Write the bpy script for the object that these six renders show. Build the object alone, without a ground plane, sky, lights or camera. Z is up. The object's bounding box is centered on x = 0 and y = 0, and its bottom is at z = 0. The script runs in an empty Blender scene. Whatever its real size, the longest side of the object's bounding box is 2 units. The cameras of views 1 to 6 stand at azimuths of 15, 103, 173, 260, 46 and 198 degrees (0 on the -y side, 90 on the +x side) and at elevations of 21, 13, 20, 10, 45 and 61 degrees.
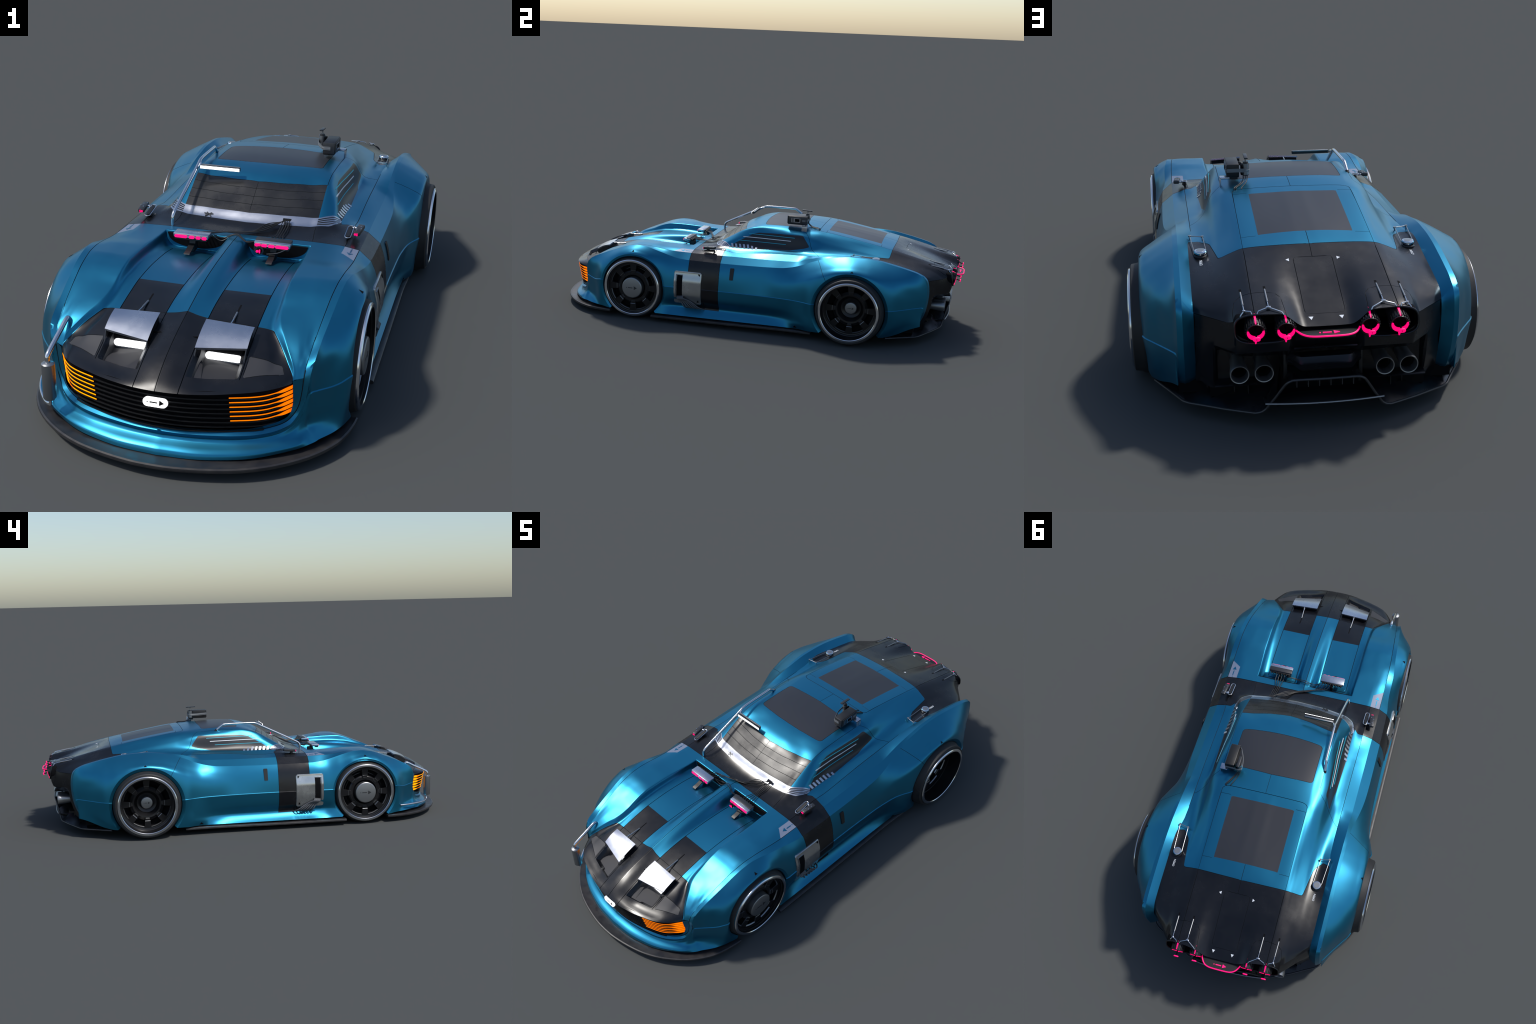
import bpy, bmesh, math, random
import numpy as np
from mathutils import Vector, Matrix

random.seed(7)
rng = np.random.default_rng(7)

# ------------------------------------------------------------------ helpers
def pchip(xs, ys, x):
    """Shape-preserving cubic through the knots; ys may hold several columns."""
    xs = np.asarray(xs, float); ys = np.asarray(ys, float)
    one = ys.ndim == 1
    if one: ys = ys[:, None]
    h = np.diff(xs)[:, None]; d = np.diff(ys, axis=0) / h
    m = np.zeros_like(ys)
    m[0], m[-1] = d[0], d[-1]
    if len(xs) > 2:
        w1 = 2 * h[1:] + h[:-1]; w2 = h[1:] + 2 * h[:-1]
        ok = d[:-1] * d[1:] > 0
        with np.errstate(divide='ignore', invalid='ignore'):
            hm = (w1 + w2) / (w1 / d[:-1] + w2 / d[1:])
        m[1:-1] = np.where(ok, hm, 0)
    x = np.clip(np.asarray(x, float), xs[0], xs[-1])
    i = np.clip(np.searchsorted(xs, x, side='right') - 1, 0, len(xs) - 2)
    hh = h[i]; t = ((x - xs[i])[:, None] / hh)
    r = ((1 + 2 * t) * (1 - t) ** 2 * ys[i] + t * (1 - t) ** 2 * hh * m[i]
         + t * t * (3 - 2 * t) * ys[i + 1] + t * t * (t - 1) * hh * m[i + 1])
    return r[:, 0] if one else r

def curve_through(pts, n, smooth=True):
    pts = np.asarray(pts, float)
    L = np.r_[0, np.cumsum(np.linalg.norm(np.diff(pts, axis=0), axis=1))]
    t = np.linspace(0, L[-1], n)
    if not smooth:
        return np.stack([np.interp(t, L, pts[:, k]) for k in range(pts.shape[1])], 1)
    # Catmull-Rom slopes on chord length
    m = np.zeros_like(pts)
    m[1:-1] = (pts[2:] - pts[:-2]) / (L[2:] - L[:-2])[:, None]
    m[0] = (pts[1] - pts[0]) / (L[1] - L[0]); m[-1] = (pts[-1] - pts[-2]) / (L[-1] - L[-2])
    i = np.clip(np.searchsorted(L, t, side='right') - 1, 0, len(L) - 2)
    h = (L[i + 1] - L[i])[:, None]; s = (t - L[i])[:, None] / h
    return ((1 + 2 * s) * (1 - s) ** 2 * pts[i] + s * (1 - s) ** 2 * h * m[i]
            + s * s * (3 - 2 * s) * pts[i + 1] + s * s * (s - 1) * h * m[i + 1])

def smoothstep(a, b, x):
    t = np.clip((np.asarray(x, float) - a) / (b - a), 0, 1)
    return t * t * (3 - 2 * t)

# ------------------------------------------------------------------ materials
def mat(name, color, rough=0.5, metal=0.0, emit=None, estr=0.0, noise=None, rnoise=0.0, coat=0.0, spec=None, bump=0.0, bscale=300, sheen=0):
    m = bpy.data.materials.new(name); m.use_nodes = True
    nt = m.node_tree; N = nt.nodes; Lk = nt.links
    b = N["Principled BSDF"]
    b.inputs["Base Color"].default_value = (*color, 1)
    b.inputs["Roughness"].default_value = rough
    b.inputs["Metallic"].default_value = metal
    if spec is not None: b.inputs["Specular IOR Level"].default_value = spec
    if coat: b.inputs["Coat Weight"].default_value = coat; b.inputs["Coat Roughness"].default_value = 0.15
    if emit is not None:
        b.inputs["Emission Color"].default_value = (*emit, 1); b.inputs["Emission Strength"].default_value = estr
    if noise or rnoise or bump:
        tc = N.new("ShaderNodeTexCoord")
        sc = noise[0] if noise else 12
        nz = N.new("ShaderNodeTexNoise"); nz.inputs["Scale"].default_value = sc
        nz.inputs["Detail"].default_value = 6; nz.inputs["Roughness"].default_value = .6
        Lk.new(tc.outputs["Object"], nz.inputs["Vector"])
        if noise:
            rp = N.new("ShaderNodeValToRGB")
            rp.color_ramp.elements[0].position = .35; rp.color_ramp.elements[1].position = .68
            rp.color_ramp.elements[0].color = (*color, 1); rp.color_ramp.elements[1].color = (*noise[1], 1)
            Lk.new(nz.outputs["Fac"], rp.inputs["Fac"]); Lk.new(rp.outputs["Color"], b.inputs["Base Color"])
        if rnoise:
            mr = N.new("ShaderNodeMapRange")
            mr.inputs["From Min"].default_value = .3; mr.inputs["From Max"].default_value = .7
            mr.inputs["To Min"].default_value = rough - rnoise; mr.inputs["To Max"].default_value = rough + rnoise
            Lk.new(nz.outputs["Fac"], mr.inputs["Value"]); Lk.new(mr.outputs["Result"], b.inputs["Roughness"])
        if bump:
            n2 = N.new("ShaderNodeTexNoise"); n2.inputs["Scale"].default_value = bscale
            bp = N.new("ShaderNodeBump"); bp.inputs["Strength"].default_value = bump; bp.inputs["Distance"].default_value = .001
            Lk.new(tc.outputs["Object"], n2.inputs["Vector"]); Lk.new(n2.outputs["Fac"], bp.inputs["Height"])
            Lk.new(bp.outputs["Normal"], b.inputs["Normal"])
    return m

M = {}
M['blue'] = mat("blue_metallic_paint", (0.022, 0.205, 0.345), .33, .88)
M['black'] = mat("worn_black_paint", (0.0045, 0.005, 0.007), .25, 0, noise=(14, (0.0075, 0.008, 0.010)), rnoise=.05, spec=.45)
M['trim'] = mat("black_plastic_trim", (0.008, 0.008, 0.009), .45)
M['dark'] = mat("dark_cavity", (0.004, 0.004, 0.005), .8, spec=.1)
M['gap'] = mat("panel_gap", (0.004, 0.006, 0.008), .7, spec=.2)
M['panel'] = mat("dark_glass_panel", (0.022, 0.024, 0.031), .40)
M['screen'] = mat("worn_windscreen", (0.010, 0.010, 0.011), .3, 0, noise=(10, (0.02, .02, .02)), rnoise=.1)
M['sideglass'] = mat("side_glass", (0.014, 0.015, 0.019), .35)
M['silver'] = mat("brushed_silver", (0.46, 0.49, 0.56), .25, .95, noise=(9, (0.54, 0.57, 0.63)), rnoise=.06)
M['decal'] = mat("silver_decal", (0.18, 0.22, 0.31), .45, .2)
M['chrome'] = mat("chrome_tube", (0.70, 0.72, 0.75), .16, 1.0)
M['steel'] = mat("satin_steel", (0.30, 0.31, 0.32), .38, .9)
M['gun'] = mat("gunmetal", (0.055, 0.057, 0.062), .38, .6)
M['rimdark'] = mat("dark_rim", (0.014, 0.014, 0.016), .3, .4)
M['tyre'] = mat("tyre_rubber", (0.016, 0.016, 0.017), .62, bump=.2, bscale=200)
M['splitter'] = mat("scuffed_splitter", (0.020, 0.020, 0.023), .42, 0, noise=(30, (0.035, .033, .033)), rnoise=.1)
M['pink'] = mat("pink_light", (0.9, 0.0, 0.12), .5, emit=(1.0, 0.0, 0.16), estr=1.0)
M['white'] = mat("white_light", (1, 1, 1), .5, emit=(1, 1, 1), estr=2.0)
M['orange'] = mat("orange_light", (0.9, 0.55, 0.0), .6, emit=(1.0, 0.11, 0.0), estr=.95, spec=.1)
M['whitep'] = mat("white_paint", (0.75, .78, .82), .5)
M['cyan'] = mat("cyan_stripe", (0.02, 0.42, 0.56), .45, 0)
M['grey'] = mat("grey_bracket", (0.16, 0.17, 0.18), .45, .2)
M['inset'] = mat("grey_lamp_cover", (0.030, 0.030, 0.034), .5)
M['cable'] = mat("black_cable", (0.014, 0.013, 0.012), .45)
M['cablegrey'] = mat("grey_cable", (0.10, 0.105, 0.115), .45, .3)
M['plate'] = mat("polished_plate", (0.46, 0.47, 0.46), .25, .9, noise=(11, (0.55, .56, .56)), rnoise=.07)

ROOT = bpy.data.objects.new("sports_car", None)
bpy.context.scene.collection.objects.link(ROOT)
ROOT["label"] = "low blue and black retro-futuristic sports coupe with bolt-on gadgets"
ROOT["category"] = "sports car"

def add_obj(name, me, parent=None):
    o = bpy.data.objects.new(name, me)
    bpy.context.scene.collection.objects.link(o)
    o.parent = parent or ROOT
    return o

# ------------------------------------------------------------------ small-part mesh builder
class MB:
    def __init__(s): s.v = []; s.f = []; s.m = []; s.mats = []
    def mi(s, key):
        if key not in s.mats: s.mats.append(key)
        return s.mats.index(key)
    def add(s, V, F, key):
        o = len(s.v); s.v += [tuple(map(float, p)) for p in V]
        k = s.mi(key)
        for f in F: s.f.append([i + o for i in f]); s.m.append(k)
    def bm(s, bm, key, M4=None):
        if M4 is not None: bm.transform(M4)
        bm.verts.index_update()
        s.add([v.co[:] for v in bm.verts], [[v.index for v in f.verts] for f in bm.faces], key); bm.free()
    def box(s, c, size, key, R=None, bev=0.0, seg=2):
        bm = bmesh.new(); bmesh.ops.create_cube(bm, size=1)
        for v in bm.verts: v.co = Vector((v.co.x * size[0], v.co.y * size[1], v.co.z * size[2]))
        if bev: bmesh.ops.bevel(bm, geom=bm.edges[:], offset=bev, segments=seg, affect='EDGES', profile=.5)
        T = Matrix.Translation(Vector(c))
        s.bm(bm, key, T @ R if R is not None else T)
    def ring_stack(s, rings, key, cap0=True, cap1=True, closed=True):
        n = len(rings[0]); V = [p for r in rings for p in r]; F = []
        for i in range(len(rings) - 1):
            for j in range(n if closed else n - 1):
                a = i * n + j; b = i * n + (j + 1) % n
                F.append([a, b, b + n, a + n])
        if cap0: F.append(list(range(n))[::-1])
        if cap1: F.append([(len(rings) - 1) * n + j for j in range(n)])
        s.add(V, F, key)
    def tube(s, pts, r, key, n=10, smooth=True, seg=6, cap=True):
        pts = np.asarray(pts, float)
        if smooth and len(pts) > 2: pts = curve_through(pts, max(12, seg * len(pts)))
        rr = np.broadcast_to(np.asarray(r, float), (len(pts),)) if np.ndim(r) == 0 else np.interp(np.linspace(0, 1, len(pts)), np.linspace(0, 1, len(r)), r)
        tg = np.gradient(pts, axis=0); tg /= np.linalg.norm(tg, axis=1)[:, None] + 1e-12
        up = np.array([0, 0, 1.0]) if abs(tg[0][2]) < .9 else np.array([1.0, 0, 0])
        rings = []
        u = np.cross(tg[0], up); u /= np.linalg.norm(u)
        for p, t, r_ in zip(pts, tg, rr):
            u = u - t * (u @ t); u /= np.linalg.norm(u); w = np.cross(t, u)
            rings.append([p + r_ * (math.cos(a) * u + math.sin(a) * w) for a in np.linspace(0, 2 * math.pi, n, endpoint=False)])
        s.ring_stack(rings, key, cap, cap)
    def cyl(s, p0, p1, r0, key, r1=None, n=24, cap=True):
        p0 = np.asarray(p0, float); p1 = np.asarray(p1, float); r1 = r0 if r1 is None else r1
        t = p1 - p0; t /= np.linalg.norm(t)
        u = np.cross(t, [0, 0, 1.0] if abs(t[2]) < .9 else [1.0, 0, 0]); u /= np.linalg.norm(u); w = np.cross(t, u)
        A = np.linspace(0, 2 * math.pi, n, endpoint=False)
        s.ring_stack([[p + r * (math.cos(a) * u + math.sin(a) * w) for a in A] for p, r in ((p0, r0), (p1, r1))], key, cap, cap)
    def lathe(s, prof, c, axis, key, n=48, cap0=False, cap1=False):
        """prof: (radius, height along axis)"""
        t = np.asarray(axis, float); t /= np.linalg.norm(t); c = np.asarray(c, float)
        u = np.cross(t, [0, 0, 1.0] if abs(t[2]) < .9 else [1.0, 0, 0]); u /= np.linalg.norm(u); w = np.cross(t, u)
        A = np.linspace(0, 2 * math.pi, n, endpoint=False)
        s.ring_stack([[c + h * t + r * (math.cos(a) * u + math.sin(a) * w) for a in A] for r, h in prof], key, cap0, cap1)
    def prism(s, poly, fr, h, key, h0=0.0):
        """poly in the plane of frame fr=(origin,u,v); extruded h along u x v"""
        o, u, v = [np.asarray(a, float) for a in fr]; w = np.cross(u, v)
        r0 = [o + a * u + b * v + h0 * w for a, b in poly]; r1 = [o + a * u + b * v + h * w for a, b in poly]
        s.ring_stack([r0, r1], key)
    def mirror(s):
        n = len(s.v); s.v += [(-x, y, z) for x, y, z in s.v]
        s.f += [[i + n for i in f][::-1] for f in s.f]; s.m += s.m[:]
    def flipped(s):
        r = MB(); r.mats = s.mats[:]; r.m = s.m[:]
        r.v = [(-x, y, z) for x, y, z in s.v]; r.f = [f[::-1] for f in s.f]
        return r
    def obj(s, name, parent=None, angle=35, fix=True):
        me = bpy.data.meshes.new(name); me.from_pydata(s.v, [], s.f)
        for k in s.mats: me.materials.append(M[k])
        me.polygons.foreach_set("material_index", s.m)
        if fix:
            bm = bmesh.new(); bm.from_mesh(me); bmesh.ops.recalc_face_normals(bm, faces=bm.faces[:]); bm.to_mesh(me); bm.free()
        me.polygons.foreach_set("use_smooth", [True] * len(me.polygons))
        me.set_sharp_from_angle(angle=math.radians(angle))
        return add_obj(name, me, parent)
    def pair(s, name, parent=None, angle=35):
        a = s.obj(name, parent, angle); b = s.flipped().obj(name, parent, angle)
        return a, b

def rounded_rect(w, h, r, n=5):
    P = []
    for cx, cy, a0 in ((w / 2 - r, h / 2 - r, 0), (-w / 2 + r, h / 2 - r, 90), (-w / 2 + r, -h / 2 + r, 180), (w / 2 - r, -h / 2 + r, 270)):
        for k in range(n):
            a = math.radians(a0 + 90 * k / (n - 1)); P.append((cx + r * math.cos(a), cy + r * math.sin(a)))
    return P
# ------------------------------------------------------------------ BODY SURFACES
# Lengthwise rails of the upper body, right half: knots are y: (x, z)
RAILS = [
 # 0 centre line
 {-.955:(0,.200), -.945:(0,.209), -.934:(0,.217), -.883:(0,.246), -.80:(0,.277), -.722:(0,.298), -.616:(0,.322), -.55:(0,.332), -.45:(0,.341), -.33:(0,.346), -.30:(0,.346), -.27:(0,.342),
  -.235:(0,.3465), -.205:(0,.357), -.177:(0,.377), -.125:(0,.412), -.075:(0,.443), -.03:(0,.460), .035:(0,.471), .13:(0,.4755), .228:(0,.473), .31:(0,.465), .353:(0,.460), .5:(0,.4385), .616:(0,.418), .669:(0,.405), .716:(0,.387), .80:(0,.357), .921:(0,.313), .963:(0,.297)},
 # 1 shoulder of the centre ridge
 {-.9545:(.02,.200), -.945:(.02,.208), -.933:(.02,.216), -.883:(.02,.244), -.80:(.02,.274), -.722:(.02,.294), -.616:(.02,.318), -.55:(.02,.328), -.45:(.02,.337), -.33:(.02,.343), -.30:(.02,.3435), -.27:(.02,.342),
  -.235:(.02,.3465), -.205:(.02,.357), -.177:(.02,.377), -.125:(.02,.412), -.075:(.02,.443), -.03:(.02,.460), .035:(.02,.471), .13:(.02,.4755), .228:(.02,.473), .31:(.02,.465), .353:(.02,.460), .5:(.02,.4385), .616:(.02,.418), .669:(.02,.405), .716:(.02,.387), .80:(.02,.357), .921:(.02,.313), .963:(.02,.297)},
 # 2 inner strip seam
 {-.952:(.054,.2005), -.943:(.054,.207), -.93:(.054,.213), -.88:(.054,.238), -.80:(.054,.267), -.729:(.054,.288), -.66:(.054,.302), -.593:(.054,.309), -.50:(.054,.312), -.42:(.054,.309), -.353:(.054,.302), -.304:(.054,.294), -.300:(.054,.342), -.27:(.054,.342),
  -.235:(.054,.3465), -.204:(.054,.357), -.176:(.054,.377), -.125:(.054,.410), -.071:(.054,.4425), -.03:(.054,.459), .037:(.054,.4705), .13:(.054,.475), .227:(.054,.4725), .31:(.054,.4645), .353:(.054,.459), .5:(.054,.437), .616:(.054,.417), .669:(.054,.4045), .716:(.054,.3875), .80:(.054,.358), .921:(.054,.3135), .963:(.054,.298)},
 # 3 middle of the strip
 {-.940:(.115,.2015), -.93:(.115,.206), -.91:(.115,.2115), -.86:(.115,.237), -.80:(.115,.262), -.729:(.115,.284), -.66:(.115,.2995), -.593:(.115,.3095), -.50:(.115,.3135), -.42:(.115,.311), -.353:(.115,.3035), -.304:(.115,.295), -.300:(.115,.342), -.27:(.115,.343),
  -.235:(.115,.347), -.2:(.115,.358), -.171:(.115,.377), -.12:(.115,.408), -.061:(.115,.4415), -.02:(.115,.456), .042:(.115,.4695), .13:(.115,.473), .224:(.115,.470), .31:(.115,.463), .353:(.115,.4575), .5:(.115,.4345), .606:(.115,.415), .669:(.115,.4025), .716:(.115,.389), .80:(.115,.366), .85:(.115,.3535), .93:(.115,.3365), .955:(.115,.3305)},
 # 4 outer strip seam / roof glass edge / trunk seam
 {-.921:(.177,.2045), -.912:(.177,.208), -.90:(.177,.2105), -.86:(.177,.2265), -.80:(.177,.255), -.725:(.177,.281), -.66:(.177,.2975), -.594:(.177,.310), -.50:(.177,.3155), -.42:(.177,.313), -.34:(.177,.3035), -.304:(.177,.297), -.300:(.177,.342), -.27:(.176,.343),
  -.235:(.174,.3475), -.192:(.172,.358), -.163:(.170,.3765), -.11:(.170,.409), -.047:(.170,.441), .0:(.170,.458), .048:(.170,.466), .13:(.170,.468), .222:(.170,.4645), .31:(.172,.4590), .353:(.174,.4545), .457:(.175,.438), .571:(.175,.417), .675:(.175,.396), .768:(.175,.375), .85:(.175,.354), .92:(.175,.337), .946:(.175,.329)},
 # 5 outer lamp panel / roof side
 {-.8945:(.235,.2065), -.884:(.235,.2105), -.868:(.235,.2155), -.83:(.234,.2285), -.79:(.226,.2500), -.75:(.206,.2705), -.725:(.1985,.2797), -.66:(.195,.298), -.594:(.194,.3115), -.50:(.193,.3180), -.42:(.193,.3160), -.34:(.193,.3080), -.304:(.193,.302), -.300:(.193,.342), -.27:(.193,.343),
  -.235:(.191,.3475), -.188:(.189,.3585), -.16:(.188,.3765), -.11:(.187,.407), -.045:(.187,.442), .0:(.187,.4565), .044:(.187,.463), .13:(.187,.4645), .21:(.187,.461), .31:(.188,.4562), .353:(.189,.450), .457:(.190,.4315), .571:(.191,.4095), .675:(.192,.391), .768:(.192,.3712), .85:(.192,.351), .92:(.192,.335), .944:(.192,.3265)},
 # 6 foot of the fender wall / roof edge
 {-.829:(.2890,.2020), -.826:(.2885,.2075), -.8215:(.2872,.2125), -.80:(.2710,.2335), -.775:(.2530,.2525), -.75:(.2350,.2670), -.727:(.2185,.2790), -.70:(.2120,.2885), -.66:(.2085,.2995), -.594:(.2075,.3155), -.50:(.2070,.3240), -.42:(.2065,.3245), -.34:(.2065,.3210), -.304:(.2065,.3190), -.300:(.2065,.3420), -.27:(.2050,.343),
  -.235:(.204,.3475), -.185:(.2035,.3605), -.157:(.203,.377), -.11:(.203,.405), -.042:(.203,.442), .0:(.203,.454), .04:(.203,.459), .13:(.203,.4595), .2:(.203,.457), .25:(.203,.4550), .31:(.204,.4505), .353:(.205,.443), .45:(.205,.4235), .54:(.205,.406), .66:(.207,.387), .757:(.207,.368), .85:(.207,.347), .92:(.207,.329), .942:(.207,.320)},
 # 7 fender crest / side-window top
 {-.8215:(.2925,.2070), -.819:(.2925,.2125), -.812:(.2895,.2270), -.804:(.2830,.2390), -.779:(.2660,.2590), -.75:(.2495,.2770), -.717:(.2330,.2935), -.69:(.2255,.3030), -.66:(.2225,.3135), -.63:(.2215,.3275), -.594:(.2210,.3400), -.558:(.2205,.3470), -.50:(.2200,.3480), -.44:(.2200,.3465), -.38:(.2170,.3440), -.34:(.2145,.3430), -.30:(.2140,.3425), -.27:(.2160,.3430),
  -.25:(.225,.3435), -.225:(.239,.3450), -.20:(.2455,.3485), -.18:(.246,.3530), -.157:(.243,.3640), -.127:(.239,.3785), -.06:(.231,.4115), .0:(.2225,.4315), .04:(.221,.4375), .13:(.226,.441), .2:(.231,.4405), .243:(.233,.438), .29:(.234,.4315), .35:(.232,.420), .45:(.233,.4020), .54:(.235,.388), .66:(.239,.3715), .757:(.240,.356), .83:(.240,.3375), .88:(.240,.319), .911:(.240,.2985)},
 # 8 fender top / side-window foot
 {-.8185:(.2990,.2080), -.816:(.2990,.2140), -.806:(.2965,.2330), -.779:(.2900,.2575), -.75:(.2810,.2765), -.717:(.2710,.2925), -.66:(.2650,.3145), -.594:(.2630,.3400), -.54:(.262,.3500), -.47:(.262,.3500), -.40:(.262,.3450), -.34:(.262,.3430), -.27:(.263,.3420),
  -.235:(.266,.343), -.18:(.268,.3490), -.157:(.264,.3540), -.127:(.2575,.3600), -.06:(.2575,.3635), .0:(.2585,.3645), .04:(.259,.3655), .13:(.260,.3680), .2:(.2605,.3695), .243:(.261,.3735), .29:(.2605,.3835), .35:(.2585,.386), .45:(.2565,.381), .54:(.2565,.374), .66:(.261,.362), .757:(.264,.347), .83:(.266,.3275), .865:(.266,.3125), .884:(.266,.2975)},
 # 9 fillet to the shoulder
 {-.8155:(.3055,.2090), -.813:(.3055,.2150), -.804:(.3045,.2335), -.779:(.3025,.2545), -.75:(.3000,.2740), -.717:(.2975,.2905), -.66:(.2945,.3150), -.594:(.2920,.3405), -.54:(.291,.3510), -.47:(.290,.3508), -.40:(.289,.3447), -.34:(.288,.343), -.27:(.287,.3415),
  -.235:(.286,.3425), -.18:(.283,.3480), -.157:(.281,.3500), -.127:(.278,.3520), -.06:(.278,.3525), .0:(.279,.3545), .04:(.280,.3565), .13:(.280,.3615), .2:(.280,.3640), .243:(.280,.3655), .29:(.280,.3690), .35:(.280,.3710), .45:(.281,.3700), .54:(.285,.3675), .66:(.290,.355), .757:(.292,.339), .83:(.293,.3165), .848:(.293,.3075), .857:(.293,.2965)},
 # 10 shoulder seam
 {-.8138:(.3100,.2100), -.811:(.3105,.2170), -.804:(.3110,.2310), -.779:(.3120,.2530), -.75:(.3125,.2715), -.717:(.3130,.2890), -.66:(.3140,.3155), -.594:(.3150,.3400), -.54:(.3155,.3507), -.47:(.314,.3500), -.40:(.308,.3440), -.34:(.303,.342), -.27:(.302,.3400),
  -.235:(.302,.3420), -.18:(.302,.3475), -.157:(.302,.3490), -.127:(.302,.3500), -.06:(.302,.3445), .0:(.302,.3475), .04:(.302,.3510), .13:(.302,.3575), .2:(.302,.3603), .243:(.302,.3610), .29:(.302,.3625), .35:(.302,.3640), .45:(.304,.3685), .54:(.316,.3725), .66:(.3165,.3505), .757:(.317,.330), .80:(.317,.3185), .825:(.3165,.3045), .833:(.316,.2945)},
]
C1Y = {-.8125:(.3125,.211), -.805:(.314,.2275), -.793:(.316,.2420), -.766:(.319,.2605), -.737:(.322,.2790), -.704:(.3250,.2955), -.66:(.329,.3155), -.613:(.333,.3345), -.575:(.336,.3440), -.534:(.339,.3498), -.50:(.341,.3500), -.452:(.3425,.3455), -.40:(.3435,.3385), -.354:(.344,.3342), -.27:(.344,.333), -.118:(.344,.334), .08:(.344,.335),
       .185:(.344,.337), .245:(.344,.340), .294:(.344,.3555), .342:(.344,.3685), .41:(.344,.3805), .50:(.344,.3895), .56:(.344,.3885), .626:(.344,.3825), .69:(.344,.3705), .76:(.344,.3545), .80:(.344,.3435), .83:(.344,.330)}
C2Y = {-.811:(.326,.209), -.803:(.330,.2360), -.788:(.334,.2545), -.755:(.337,.2740), -.72:(.340,.2895), -.685:(.3435,.3045), -.652:(.3465,.3175), -.612:(.350,.3340), -.575:(.353,.3445), -.53:(.3565,.3505), -.488:(.3615,.3480), -.447:(.366,.3390), -.407:(.367,.328), -.367:(.367,.3165), -.326:(.370,.3080), -.281:(.376,.3055), -.117:(.380,.305), .08:(.3815,.308),
       .127:(.381,.3095), .173:(.379,.311), .22:(.374,.317), .269:(.367,.330), .323:(.359,.3510), .40:(.357,.3740), .45:(.357,.3830), .50:(.357,.3875), .56:(.357,.3865), .626:(.358,.3805), .69:(.359,.3685), .76:(.359,.3525), .80:(.359,.3415), .83:(.359,.3270)}
RAILS.append(C1Y)

def rail_eval(r, y):
    ys = sorted(r); return pchip(ys, [r[k] for k in ys], y)

def dense(stops, step):
    out = []
    for a, b in zip(stops[:-1], stops[1:]):
        n = max(1, int(round((b - a) / step))); out += list(a + (b - a) * np.arange(n) / n)
    return np.array(out + [stops[-1]])

YA, YB = -.60, .70
vfront = np.array([0, .02, .045, .07] + list(np.linspace(.1, 1, 34)))[:-1]
ymid = dense([YA, -.594, -.335, -.3045, -.3035, -.3005, -.2995, -.27, -.115, .31, .35, YB], .0062)
vrear = np.linspace(0, 1, 40)[1:]
NV = len(vfront) + len(ymid) + len(vrear)
cols = []
for r in RAILS:
    y0, y1 = min(r), max(r)
    y = np.r_[y0 + (YA - y0) * vfront, ymid, YB + (y1 - YB) * vrear]
    xz = rail_eval(r, y); cols.append(np.stack([xz[:, 0], y, xz[:, 1]], 1))
cols = np.array(cols)                                    # rail, station, xyz
SUB = [5, 7, 9, 9, 6, 6, 9, 9, 7, 6, 7]
def across(cols, sub):
    n = len(cols); G = np.zeros((sum(sub) + 1, cols.shape[1], 3))
    idx = np.concatenate([[i + k / s for k in range(s)] for i, s in enumerate(sub)] + [[n - 1]])
    for j in range(cols.shape[1]):
        P = cols[:, j]; L = np.r_[0, np.cumsum(np.linalg.norm(np.diff(P, axis=0), axis=1))]
        G[:, j] = pchip(L, P, np.interp(idx, np.arange(n), L))
    return G
full = across(cols, SUB)
split_a = across(cols[:11], SUB[:10]); split_b = across(cols[10:], SUB[10:])
both = np.concatenate([split_a, split_b[1:]])
W = smoothstep(-.34, -.25, full[:, :, 1])[:, :, None]
TOP = full * (1 - W) + both * W
IT = sum(SUB[:10])                                       # column of the shoulder seam
def grid_normals(G):
    a = np.gradient(G, axis=0); b = np.gradient(G, axis=1)
    n = np.cross(a, b); return n / (np.linalg.norm(n, axis=2)[:, :, None] + 1e-12)
Nf = grid_normals(TOP)
if Nf[:, :, 2].mean() < 0: Nf = -Nf
Nf[0, :, 0] = 0; Nf[0] /= np.linalg.norm(Nf[0], axis=1)[:, None]
Na = grid_normals(TOP[:IT + 1]); Nb = grid_normals(TOP[IT:])
Na *= np.sign(Na[:, :, 2].mean()); Nb *= np.sign(Nb[:, :, 2].mean())
wT = W[IT]
na = Nf[:IT + 1].copy(); na[-1] = Nf[IT] * (1 - wT) + Na[-1] * wT
nb = Nf[IT:].copy(); nb[0] = Nf[IT] * (1 - wT) + Nb[0] * wT; nb[-1] = Nb[-1]
for q in (na, nb): q /= np.linalg.norm(q, axis=2)[:, :, None]

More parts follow.
